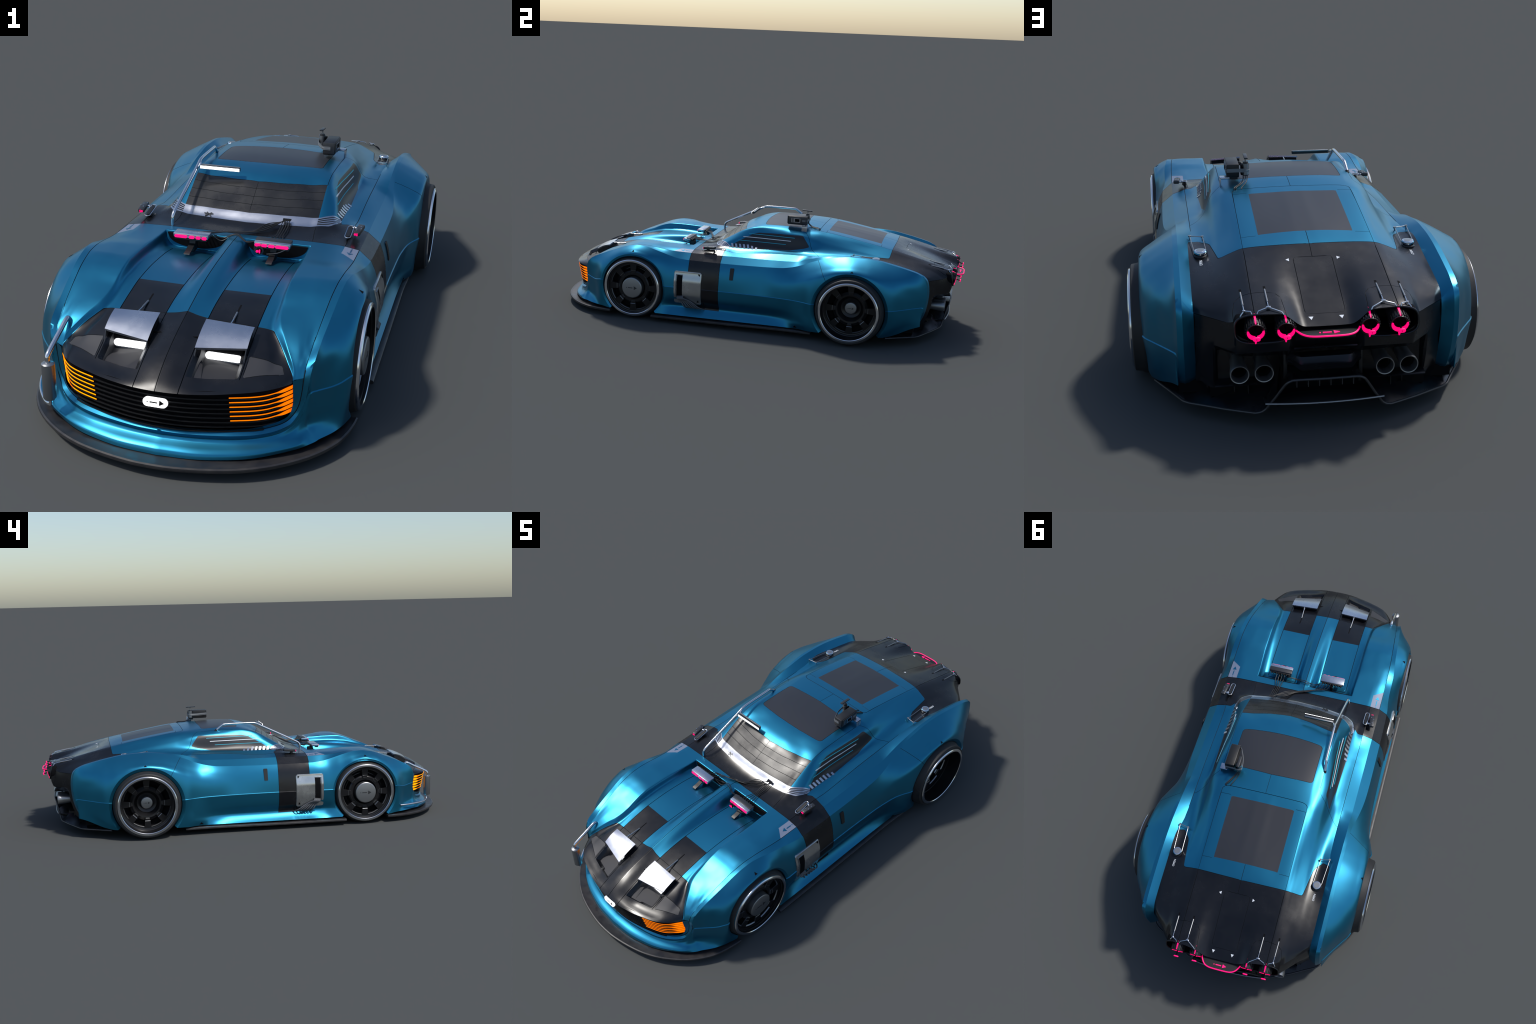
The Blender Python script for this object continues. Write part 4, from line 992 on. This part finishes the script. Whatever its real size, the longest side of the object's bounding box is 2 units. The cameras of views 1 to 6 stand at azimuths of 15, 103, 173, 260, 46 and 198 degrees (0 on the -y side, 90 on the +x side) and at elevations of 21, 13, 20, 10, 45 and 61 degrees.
# ------------------------------------------------------------------ hood sensors
def sensor(cx, long_first, lens):
    s_ = MB()
    s_.box((cx, -.3495, .3560), (.102, .036, .0125), 'silver', bev=.003)
    if lens: s_.box((cx, -.342, .3625), (.101, .021, .006), 'gun', bev=.002)
    s_.box((cx, -.331, .3545), (.090, .008, .010), 'trim', bev=.002)
    for k in range(8): s_.cyl((cx - .040 + k * .0115, -.328, .354), (cx - .040 + k * .0115, -.3235, .354), .0028, 'trim', n=10)
    s_.box((cx, -.3605, .3475), (.094, .014, .006), 'trim')
    # arm and foot
    s_.ring_stack([[(cx + w, y, z) for w, y, z in ((-.0085, y0, z0), (.0085, y0, z0), (.0085, y1, z1), (-.0085, y1, z1))]
                   for y0, z0, y1, z1 in ((-.402, .3145, -.398, .3175), (-.385, .3150, -.383, .3195), (-.368, .3200, -.365, .326), (-.352, .3300, -.345, .330), (-.345, .352, -.338, .352))], 'trim')
    s_.box((cx, -.335, .325), (.014, .03, .04), 'trim', bev=.003)
    return s_
for cx, lens in ((.118, True), (-.1155, False)):
    s_ = sensor(cx, lens, lens)
    if lens:
        s_.cyl((.0835, -.334, .339), (.0835, -.372, .339), .0125, 'gun', n=20)
        s_.cyl((.0835, -.372, .339), (.0835, -.377, .339), .008, 'dark', n=20)
        s_.tube([(.069, -.367, .350), (.070, -.371, .338), (.080, -.374, .330)], .0010, 'gun', 6)
        s_.tube([(.160, -.368, .350), (.135, -.371, .337), (.105, -.372, .331)], .0016, 'gun', 6)
    o = s_.obj("hood_sensor", None, 40)
    li = MB(); zc = .3535; yf = -.3675
    lay = [(-.040, .017), (-.0215, .0165), (-.0015, .0185), (.028, .037)] if lens else [(-.028, .037), (.0035, .0165), (.0225, .014), (.040, .0145)]
    for u, w in lay: li.prism(pill(w, .0082), ((cx + u, yf, zc), (1, 0, 0), (0, 0, 1)), .0022, 'pink')
    if lens:
        li.cyl((.0795, -.3772, .3385), (.0795, -.3792, .3385), .0036, 'pink', n=14)
        for dz in (-.0028, .0008, .0038): li.cyl((.0862, -.3772, .3385 + dz), (.0862, -.3792, .3385 + dz), .0021, 'pink', n=10)
    li.obj("sensor_light", o, 40)
sv = MB()
def vent_z(x): t = (x - .118) / .088; return .3395 - .040 * math.sqrt(max(0, 1 - abs(t) ** 2.6))
vx = np.linspace(.0305, .2055, 30)
pts_ = [(x, .3375) for x in vx] + [(x, vent_z(x)) for x in vx[::-1][1:-1]]
sv.ring_stack([[(x, -.3000, z) for x, z in pts_], [(x, -.3058, z) for x, z in pts_]], 'dark')
sv.pair("scoop_vent", None, 40)
# loom of cables from the sensors to the socket under the screen
cbl = MB()
sock = np.array((.118, -.1925, .3735))
for k in range(4):
    x0_ = .096 + k * .0115
    cbl.tube([(x0_, -.3225, .354), (x0_ + .001, -.300, .3505), (.103 + k * .007, -.262, .3475 + .001 * k), (.106 + k * .007, -.222, .360), (.108 + k * .006, -.196, .372)], .0015, 'cable', 6)
for k in range(4):
    x0_ = -.110 + k * .0115
    cbl.tube([(x0_, -.3225, .354), (x0_ + .012, -.300, .349), (-.045 + k * .006, -.285 + .004 * k, .3485), (.022 + k * .003, -.262 + .004 * k, .3485), (.066, -.245 + .010 * k, .3535 + .003 * k), (.105, -.205, .3695), (.110 + k * .003, -.195, .3725)], .0015, 'cable', 6)
for k in range(2):
    cbl.tube([(-.070 + .008 * k, -.324, .352), (-.04, -.322 + .012 * k, .336 + .004 * k), (-.012, -.316 + .008 * k, .352), (.006, -.318 + .008 * k, .356), (.035, -.326 + .004 * k, .342), (.072 + .008 * k, -.3225, .351)], .0015, 'cable', 6)
cbl.box((.118, -.1905, .3745), (.024, .004, .003), 'trim')
for k in range(5): cbl.box((.1085 + k * .0048, -.194, .3735), (.0035, .008, .0035), 'cable')
o = cbl.obj("cable_loom", None, 60)
# small emblem on the silver band
em = MB(); c0, n0 = on_top(-.119, -.190); c0 = c0 + n0 * .0012
u_ = np.array((1., 0, 0)); v_ = np.cross(n0, u_); v_ /= np.linalg.norm(v_)
def emb(pts, w):
    for a, c in zip(pts[:-1], pts[1:]):
        a = np.array(a); c = np.array(c); d = (c - a) / np.linalg.norm(c - a); q = np.array((-d[1], d[0])) * w / 2
        em.prism([tuple(a - q), tuple(c - q), tuple(c + q), tuple(a + q)], (c0, u_, v_), .0012, 'gun', -.003)
emb([(-.0105, -.006), (0, .0005)], .0032); emb([(0, .0005), (.0085, -.0075)], .0032); emb([(-.0075, .0075), (0, .0005)], .0032); emb([(0, .0005), (.0085, .0065)], .0032)
emb([(-.0145, .004), (0, .0010)], .0022); emb([(0, .001), (.0135, .0025)], .0022)
em.obj("screen_emblem", None, 60)

# ------------------------------------------------------------------ snorkel tube and light bar
tb = MB()
tb.tube([(-.206, -.262, .338), (-.206, -.262, .362), (-.2055, -.260, .3725), (-.2045, -.251, .3825), (-.194, -.062, .4755), (-.194, -.045, .4835), (-.1945, -.02, .4865), (-.198, .108, .4860), (-.200, .120, .4835), (-.203, .152, .4600)], .0052, 'chrome', 14, seg=12)
tb.cyl((-.206, -.262, .333), (-.206, -.262, .343), .0062, 'trim', n=14); tb.cyl((-.2035, .157, .4545), (-.203, .150, .4615), .0062, 'trim', n=14)
tb.tube([(-.1945, -.040, .4840), (-.187, -.060, .478), (-.180, -.071, .4735), (-.150, -.0725, .4735)], .0032, 'chrome', 8)
to = tb.obj("windscreen_tube", None, 40)
lb = MB()
lb.box((-.1205, -.0745, .4735), (.124, .013, .010), 'trim', bev=.0015)
lb.box((-.1205, -.0690, .4785), (.120, .006, .0035), 'steel', bev=.001)
lbo = lb.obj("light_bar", to, 40)
ll = MB(); ll.box((-.1205, -.0815, .4735), (.1225, .0022, .0088), 'white', bev=.0005); ll.obj("light_bar_lamp", lbo, 40)

# ------------------------------------------------------------------ roof camera
cm = MB()
cm.box((.1645, .2045, .501), (.037, .094, .041), 'trim', bev=.003)
cm.box((.1645, .1575, .503), (.037, .003, .036), 'gun', bev=.001)
cm.box((.1835, .2075, .502), (.0025, .088, .034), 'gun', bev=.001)
# screen on the outer face
cm.box((.1852, .197, .502), (.0015, .044, .021), 'silver'); cm.box((.1856, .2045, .502), (.0018, .022, .014), 'dark')
for r in range(4):
    for c in range(3): cm.box((.1858, .1795 + c * .0037, .4945 + r * .005), (.0016, .0022, .003), 'dark')
cm.box((.1850, .236, .5015), (.0016, .016, .009), 'grey')
# strap
cm.tube([(.1835, .240, .503), (.183, .2525, .503), (.150, .253, .503), (.128, .2565, .503), (.1165, .249, .503), (.1155, .240, .503), (.1215, .205, .503), (.140, .163, .503), (.148, .1555, .503), (.170, .1555, .503)], .0012, 'grey', 6)
pts = curve_through([(.1840, .238), (.1835, .2530), (.150, .2535), (.128, .2570), (.1165, .249), (.1155, .240), (.1215, .205), (.140, .163), (.148, .1548), (.170, .1548)], 80, False)
cm.ring_stack([[(p[0], p[1], .4975), (p[0] * .995 + .0008, p[1] + .0012, .4975), (p[0] * .995 + .0008, p[1] + .0012, .5085), (p[0], p[1], .5085)] for p in pts], 'grey')
cm.box((.1905, .244, .4805), (.030, .026, .006), 'silver', bev=.0015); cm.box((.2035, .244, .468), (.004, .026, .030), 'silver', bev=.001)
cm.box((.165, .236, .4775), (.030, .020, .007), 'trim', bev=.002)
co = cm.obj("roof_camera", None, 40)
cy = MB()
cy.cyl((.1262, .243, .4875), (.1262, .243, .5215), .0098, 'steel', n=24); cy.cyl((.1262, .243, .4855), (.1262, .243, .488), .0098, 'trim', r1=.0102, n=24)
cy.cyl((.1262, .243, .5205), (.1262, .243, .527), .0090, 'trim', r1=.0075, n=24); cy.cyl((.1262, .243, .527), (.1262, .243, .540), .0022, 'steel', n=12)
cy.box((.1262, .2405, .5425), (.011, .048, .0045), 'gun', R=Matrix.Rotation(math.radians(-3), 4, 'X'), bev=.001)
cy.box((.139, .243, .503), (.004, .02, .03), 'dark')
for q in (-1, 1): cy.cyl((.1262 + q * .0105, .243, .489), (.1262 + q * .0105, .243, .523), .0011, 'chrome', n=8)
cy.obj("camera_antenna", co, 40)
cc = MB()
for k in range(3):
    x0_ = .134 - k * .006; xe = (.167, .162, .145)[k]
    z1_ = on_top(xe, .314)[0][2]
    cc.tube([(x0_, .245, .488), (x0_ + .001, .255, .476), (x0_ + (xe - x0_) * .35, .272, .468), (x0_ + (xe - x0_) * .8, .298, .466), (xe, .309, .464), (xe, .313, z1_)], .0017, 'cable', 8)
cc.obj("camera_cable", co, 60)

# ------------------------------------------------------------------ wing cameras
mr = MB()
mr.cyl((.301, -.199, .335), (.301, -.199, .351), .010, 'trim', r1=.007, n=16)
P = pill(.068, .017)
mr.tube([(.3005 + b_, -.194 + a * .98, .352 + .20 * (a + .03)) for a, b_ in P + [P[0]]], .0015, 'chrome', 8, False)
mr.ring_stack([[(.3005 + b_ * .72, -.194 + a * .9, .3495 + .20 * (a + .03) + h) for a, b_ in pill(.060, .014)] for h in (0, .004)], 'trim')
mr.box((.3265, -.184, .3625), (.0195, .060, .0125), 'gun', R=Matrix.Rotation(math.radians(-6), 4, 'Z') @ Matrix.Rotation(math.radians(5), 4, 'X'), bev=.0035)
mr.cyl((.305, -.168, .362), (.320, -.170, .3625), .0035, 'chrome', n=12)
for (x, y) in ((.322, -.165), (.330, -.172), (.322, -.198), (.333, -.19)): mr.cyl((x, y, .367), (x, y, .3705), .0017, 'chrome', n=8)
for k in range(5): mr.cyl((.309 + .004 * math.cos(k * 1.257), -.168 + .004 * math.sin(k * 1.257), .362), (.309 + .004 * math.cos(k * 1.257), -.168 + .004 * math.sin(k * 1.257), .3675), .0012, 'chrome', n=6)
mo = mr.pair("wing_camera", None, 40)
lz = MB(); yf = -.2145
lz.cyl((.3202, yf, .3595), (.3200, yf - .0022, .3592), .0030, 'pink', n=14)
for dz in (-.0022, .0018): lz.cyl((.3258, yf, .3595 + dz), (.3256, yf - .0022, .3592 + dz), .0019, 'pink', n=10)
a_, b_ = lz.obj("wing_camera_light", mo[0], 40), lz.flipped().obj("wing_camera_light", mo[1], 40)

# ------------------------------------------------------------------ fuel caps with pull frames
fc = MB()
cx, cyy = .2845, .603; z0 = on_top(cx, cyy)[0][2]
fc.lathe([(.019, z0 - .004), (.0195, z0 + .001), (.0175, z0 + .0035), (.0165, z0 + .0045)], (cx, cyy, 0), (0, 0, 1), 'trim', 32)
fc.lathe([(.0135, z0 + .001), (.0135, z0 + .0075), (.0165, z0 + .0085), (.0165, z0 + .0100), (.0175, z0 + .0110), (.0175, z0 + .0130), (.0155, z0 + .0155), (.0115, z0 + .0160)], (cx, cyy, 0), (0, 0, 1), 'chrome', 32, False, True)
fc.lathe([(.0115, z0 + .0158), (.0112, z0 + .0164)], (cx, cyy, 0), (0, 0, 1), 'steel', 32, False, True)
fa, fb = np.array((.3085, .490, 0)), np.array((.2735, .497, 0))
fa[2] = on_top(.3085, .49)[0][2] + .011; fb[2] = on_top(.2735, .497)[0][2] + .010
fc.tube([fa, fb], .0014, 'steel', 8, False)
fc.tube([fa, (cx + .0165, cyy - .008, z0 + .010)], .0014, 'steel', 8, False); fc.tube([fb, (cx - .0165, cyy - .003, z0 + .009)], .0014, 'steel', 8, False)
for p in (fa, fb):
    fc.cyl(p - [0, 0, .002], p + [0, 0, .0022], .0042, 'steel', n=14); fc.cyl(p - [0, 0, .012], p, .0018, 'steel', n=8)
fc.pair("fuel_cap", None, 40)
def text_mesh(word, size, key, loc, xdir, ydir, name, parent=None):
    cu = bpy.data.curves.new(name, 'FONT'); cu.body = word; cu.size = size; cu.align_x = 'CENTER'; cu.align_y = 'CENTER'; cu.extrude = .0004
    tmp = bpy.data.objects.new(name, cu); bpy.context.scene.collection.objects.link(tmp)
    dg = bpy.context.evaluated_depsgraph_get(); me = bpy.data.meshes.new_from_object(tmp.evaluated_get(dg))
    bpy.data.objects.remove(tmp); bpy.data.curves.remove(cu)
    X_ = Vector(xdir).normalized(); Y_ = Vector(ydir); Z_ = X_.cross(Y_).normalized(); Y_ = Z_.cross(X_)
    R = Matrix((X_, Y_, Z_)).transposed().to_4x4(); me.transform(Matrix.Translation(Vector(loc)) @ R)
    me.materials.clear(); me.materials.append(M[key]); return add_obj(name, me, parent)
for sd in (1, -1):
    p, n_ = on_top(sd * .285, .648); p2, _ = on_top(sd * .285, .66)
    yd = np.array((1., 0, 0)) * 1; yd = yd - n_ * (yd @ n_)
    xd = np.cross(yd, n_)
    text_mesh("OPEN", .0115, 'whitep', p + n_ * .0006, xd, yd, "cap_lettering")

# ------------------------------------------------------------------ rear deck marks
tw = MB()
sticker(tw, [(.0600, .729), (.0670, .7225), (.0675, .7355)][::-1] if False else [(.0715, .729), (.0625, .7235), (.0625, .7345)], 'top', 'whitep')
sticker(tw, [(.0375, .943), (.0315, .9325), (.0435, .9325)], 'top', 'whitep')
tw.pair("deck_triangle")
lk = MB()
for (xs_, xj, feet) in ((.2000, .1990, ((.2085, .943), (.1810, .9445))), (.1400, .1400, ((.1690, .946), (.1055, .956)))):
    zs = on_top(xs_, .848)[0][2]; zj = on_top(xj, .932)[0][2] + .0055
    sticker(lk, [(xs_ - .0028, .838), (xs_ + .0028, .838), (xs_ + .0028, .866), (xs_ - .0028, .866)], 'top', 'dark', .0005)
    a = np.array((xs_, .850, zs - .001)); j = np.array((xj, .932, zj)); m_ = a + (j - a) * .72 + [0, 0, .001]
    lk.tube([a, m_], .0023, 'steel', 8, False); lk.tube([m_, j], .0013, 'chrome', 8, False)
    wv = .007 if xs_ < .15 else .0045
    lk.box(j, (wv * 1.6, .006, .0042), 'silver', bev=.001)
    for fx, fy in feet:
        zf = on_top(fx, fy - .003)[0][2]
        lk.tube([j, (fx + (xj - fx) * .12, fy - .004, zf + .0055), (fx, fy, zf - .0005)], .0014, 'chrome', 8, False)
lk.pair("tail_linkage", None, 40)

# ------------------------------------------------------------------ rear fascia
OC, OW, OH = (.1525, .2935), .0715, .0345               # lamp opening: centre, half width, half height
def oval(t, k=1.0):
    c, s_ = math.cos(t), math.sin(t); e = .62
    return (OC[0] + OW * k * math.copysign(abs(c) ** e, c), OC[1] + OH * (1 + (k - 1) * 2) * math.copysign(abs(s_) ** e, s_))
def oy(z): return .9585 - (z - .259) * .18
EDR = [(cols[i, -1, 0], cols[i, -1, 1], cols[i, -1, 2]) for i in range(11)]
DX = np.array([e[0] for e in EDR]); DY = np.array([e[1] for e in EDR]); DZ = np.array([e[2] for e in EDR])
fas = MB()
xk = np.unique(np.r_[np.linspace(0, .082, 12), np.linspace(.082, .224, 40), np.linspace(.224, .316, 16)])
R = []
for x in xk:
    ey, ez = np.interp(x, DX, DY), np.interp(x, DX, DZ)
    if OC[0] - OW < x < OC[0] + OW:
        q = abs((x - OC[0]) / OW); zt = OC[1] - OH * (1 - q ** (1 / .62)) ** .62; yt = oy(zt)
    elif x <= OC[0] - OW: zt, yt = .286 + .0075 * (x / .081), .945 + .006 * (x / .081)
    else: zt, yt = ez - .0015, ey - .001
    ks = [0, .10, .18, .24, .272, .316]
    yA = np.interp(x, [0, .075, .092, .215, .272, .3165], [.926, .930, .951, .951, .884, .838])
    yB = np.interp(x, [0, .075, .092, .215, .272, .3165], [.918, .922, .943, .943, .882, .838])
    yC = np.interp(x, [0, .075, .092, .21, .272, .3165], [.905, .905, .905, .905, .873, .832])
    zA = min(zt - .001, .250); zB = .228; zC = np.interp(x, [0, .08, .09, .21, .268, .30], [.215, .205, .199, .203, .218, .20])
    yD = np.interp(x, [0, .26, .270, .3165], [.85, .84, .868, .826]); zD = np.interp(x, [0, .26, .270, .3165], [.195, .195, .165, .15])
    R.append([(x, yt, zt), (x, yA, zA), (x, yB, zB), (x, yC, zC), (x, yD, zD), (x, np.interp(x, [0, .26, .27, .3165], [.84, .84, .8535, .806]), np.interp(x, [0, .26, .27, .3165], [.10, .10, .115, .095])), (x, np.interp(x, [0, .26, .27, .3165], [.83, .83, .845, .79]), .088)])
fas.ring_stack(R, 'black', False, False, closed=False)
# closing wall beside the lamp opening, oval bezel and cavity
T_ = np.linspace(0, 2 * math.pi, 56, endpoint=False)
ov = [oval(t) for t in T_]
fas.ring_stack([[(x, oy(z), z) for x, z in ov], [(x, .87, z + .012) for x, z in ov]], 'dark', False, True)
fas.tube([(x, oy(z) - .001, z) for x, z in ov + ov[:1]], .0028, 'black', 8, False)
fas.mirror(); fas.obj("rear_fascia", None, 28)
# lower duct floor and walls
du = MB()
du.ring_stack([[(x, y, z) for y, z in ((.835, .113), (.871, .113), (.876, .109), (.871, .104), (.835, .104))] for x in (-.27, -.09)], 'black')
du.box((-.0955, .862, .155), (.01, .07, .09), 'trim', bev=.002)
du.mirror(); du.obj("exhaust_duct", None, 40)
# tail lamps: dark geared cups tipped a little downward, lit inside
for cx in (.1745, .1018):
    cz = .2915; ax = np.array((0, math.cos(math.radians(13)), -math.sin(math.radians(13)))); c0 = np.array((cx, .9665, cz)); upv = np.array((0, math.sin(math.radians(13)), math.cos(math.radians(13))))
    tl = MB()
    tl.lathe([(.0225, -.095), (.0228, -.045), (.0228, -.004), (.0222, .0), (.0212, .0), (.0205, -.008)], c0, ax, 'gun', 48)
    for k in range(22):
        a = 2 * math.pi * k / 22; rv = np.array((math.cos(a), 0, 0)) + math.sin(a) * upv; tv = np.cross(ax, rv)
        c = c0 + rv * .0238 - ax * .012
        tl.prism([(-.0016, -.011), (.0016, -.011), (.0016, .009), (-.0016, .009)], (c - rv * .002, tv, ax), .0042 if True else 0, 'trim', -.0042)
    tl.lathe([(.0205, -.008), (.0180, -.020), (.0002, -.024)], c0, ax, 'dark', 40)
    to_ = [tl.obj("tail_lamp", None, 40), tl.flipped().obj("tail_lamp", None, 40)]
    gl = MB()
    A = np.linspace(math.radians(-195), math.radians(15), 34); ro_, ri_, dz_ = .0212, .0165, .0068
    def cres(h):
        out_ = [c0 + ax * h + (math.cos(a) * ro_) * np.array((1., 0, 0)) + math.sin(a) * ro_ * upv for a in A]
        in_ = []
        for a in A:
            px_, pz_ = math.cos(a), math.sin(a)
            # inner circle, shifted up
            bq = -pz_ * dz_; cq = dz_ * dz_ - ri_ * ri_; t = -bq + math.sqrt(max(0, bq * bq - cq)); t = min(t, ro_ - .0003)
            in_.append(c0 + ax * h + px_ * t * np.array((1., 0, 0)) + pz_ * t * upv)
        return out_, in_
    oa, ia = cres(.0005); ob, ib = cres(.0022)
    gl.ring_stack([[a_, b_, d_, e_] for a_, b_, d_, e_ in zip(oa, ob, ib, ia)], 'pink')
    cc_ = c0 - upv * .0035 + ax * .0215
    gl.ring_stack([[cc_ + ax * h + x * np.array((1., 0, 0)) + z * upv for x, z in rounded_rect(.0185 * k_, .0115 * k_, .0055 * k_)] for h, k_ in ((-.002, .85), (-.0005, 1), (.0012, 1), (.0022, .9))], 'pink')
    bl0 = np.array((cx, .9690, cz + .0225)); bl1 = np.array((cx, .9400, .3285)); ud = (bl1 - bl0) / np.linalg.norm(bl1 - bl0)
    gl.prism([(-.0017, 0), (.0017, 0), (.0027, .0330), (-.0027, .0330)], (bl0, (1, 0, 0), ud), .0025, 'pink', -.001)
    gl.prism([(-.0028, -.0240), (.0028, -.0240), (.0013, -.0315), (-.0013, -.0315)], (c0 + ax * .0, (1, 0, 0), upv), -.003, 'pink')
    for o_, g_ in zip(to_, (gl, gl.flipped())): g_.obj("tail_lamp_light", o_, 40)
    co_ = MB(); co_.cyl(c0 - upv * .0035 - ax * .02, cc_ - ax * .001, .0022, 'dark', n=10); co_.cyl(cc_ + ax * .001, cc_ + ax * .0028, .0012, 'dark', n=10)
    for o_, g_ in zip(to_, (co_, co_.flipped())): g_.obj("lamp_stalk", o_, 40)
# glowing centre tray
ty_ = MB()
out_ = [(-.079, .955), (-.0745, .966), (-.067, .9795), (-.0575, .989), (-.045, .9945), (-.030, .9965), (0, .9970), (.030, .9965), (.045, .9945), (.0575, .989), (.067, .9795), (.0745, .966), (.079, .955)]
oc = curve_through(out_, 50)
ztr = lambda y: .2885 - (y - .955) * .06
ty_.ring_stack([[(x, y, ztr(y)) for x, y in oc] + [(.06, .93, .2885), (-.06, .93, .2885)], [(x, y, ztr(y) - .006) for x, y in oc] + [(.06, .93, .2805), (-.06, .93, .2805)]], 'trim')
tro = ty_.obj("centre_tray", None, 40)
tg_ = MB(); tg_.tube([(x, y + .0005, ztr(y) - .0005) for x, y in oc], .0022, 'pink', 8, False)
frm = ((0, .982, ztr(.982) + .0003), (-1, 0, 0), (0, -.94, .34))
frm = ((-.001, .9805, ztr(.9805) + .0003), (-1, 0, 0), (0, -.998, .06))
for p in arrow_polys(.048, .0135): tg_.prism([(a, c) for a, c in p], frm, .0014, 'pink')
tg_.obj("tray_light", tro, 40)
# bar and ribbed drawer between the lamps
dr = MB()
dr.ring_stack([[(x, y, z) for y, z in ((.910, .232), (.934, .2305), (.936, .228), (.932, .2245), (.910, .2245))] for x in (-.078, .078)], 'black')
def dprof(x):
    s_ = 1 - .55 * smoothstep(.055, .092, abs(x)); return s_
xsd = np.linspace(-.092, .092, 31)
R = []
for x in xsd:
    k = smoothstep(.058, .092, abs(x)); y = .944 - .030 * k; dz = .010 * k
    R.append([(x, .905, .205), (x, y - .012, .203), (x, y - .004, .190 + dz), (x, y, .187 + dz), (x, y - .0015, .1835 + dz), (x, y + .003, .182 + dz), (x, y + .001, .178 + dz), (x, y + .005, .1765 + dz), (x, y + .001, .172 + dz), (x, .905, .172)])
dr.ring_stack(R, 'black')
dr.obj("ribbed_drawer", None, 25)
# exhausts
for cx in (.212, .1515):
    e_ = MB()
    e_.lathe([(.0185, .84), (.0200, .88), (.0235, .912), (.0240, .925), (.0234, .9268), (.0212, .9262), (.0205, .923), (.0195, .885)], (cx, 0, .1625), (0, 1, 0), 'steel', 40)
    e_.lathe([(.0195, .9), (.0150, .893), (.0140, .87), (.0002, .865)], (cx, 0, .1625), (0, 1, 0), 'dark', 32)
    e_.lathe([(.0152, .8935), (.0165, .8945), (.0152, .8955)], (cx, 0, .1605), (0, 1, 0), 'gun', 32)
    e_.pair("exhaust_pipe", None, 40)
# diffuser
DE = [(.4215,.682,.0420), (.400,.720,.0415), (.384,.748,.0412), (.350,.811,.0410), (.335,.824,.0412), (.30,.843,.042), (.25,.872,.0435), (.20,.897,.0450), (.172,.911,.0465), (.158,.9155,.0510), (.148,.918,.0590), (.125,.928,.0950), (.104,.937,.1300), (.097,.941,.1400), (.085,.9435,.1470), (.070,.945,.1485), (0,.947,.1485)]
de = np.array(DE); dh_ = curve_through(DE, 90, False)
di = MB()
inner = [(x * .80 if x > .15 else x * .85, y - .085 - .02 * (x > .3), max(.100, z + .035)) for x, y, z in dh_]
mid = [(x * .95, y - .035, z + .022 * (z < .1)) for x, y, z in dh_]
def lay(R, dz): return [(x, y, z + dz) for x, y, z in R]
ed_t = [(x, y, z) for x, y, z in dh_]
R = [[a, c, d, e] for a, c, d, e in zip(ed_t, mid, inner, lay(inner, -.006))]
R2 = [[a, m_, i_, lay([i_], -.006)[0], lay([m_], -.006)[0], (a[0], a[1] - .004, a[2] - .0045)] for a, m_, i_ in zip(ed_t, mid, inner)]
di.ring_stack(R2, 'black')
di.tube(ed_t, .0034, 'gun', 8, False)
# side strake toward the wheel
for k in range(5):
    x = .185 + k * .034; yb_ = np.interp(x, de[::-1, 0], de[::-1, 1])
    di.box((x, yb_ - .075, .090), (.0022, .05, .040), 'trim')
di.box((.30, .775, .09), (.12, .05, .06), 'dark')
di.mirror()
# central tunnel with fins
xs_ = np.linspace(-.15, .15, 15)
di.ring_stack([[(x, .94 - .9 * x * x * .6, .0815 - .004 * abs(x) / .15), (x, .936 - .6 * x * x, .0765), (x, .80, .060), (x, .80, .066)] for x in xs_], 'gun')
di.box((0, .80, .105), (.28, .01, .09), 'dark')
di.tube([(x, .942 - .55 * x * x, .0805) for x in xs_], .0026, 'steel', 8, False)
for k in range(6): di.box(((k - 2.5) * .0285, .885, .134), (.0022, .09, .028), 'gun')
di.obj("diffuser", None, 35)

# ------------------------------------------------------------------ reassure that everything sits on the ground
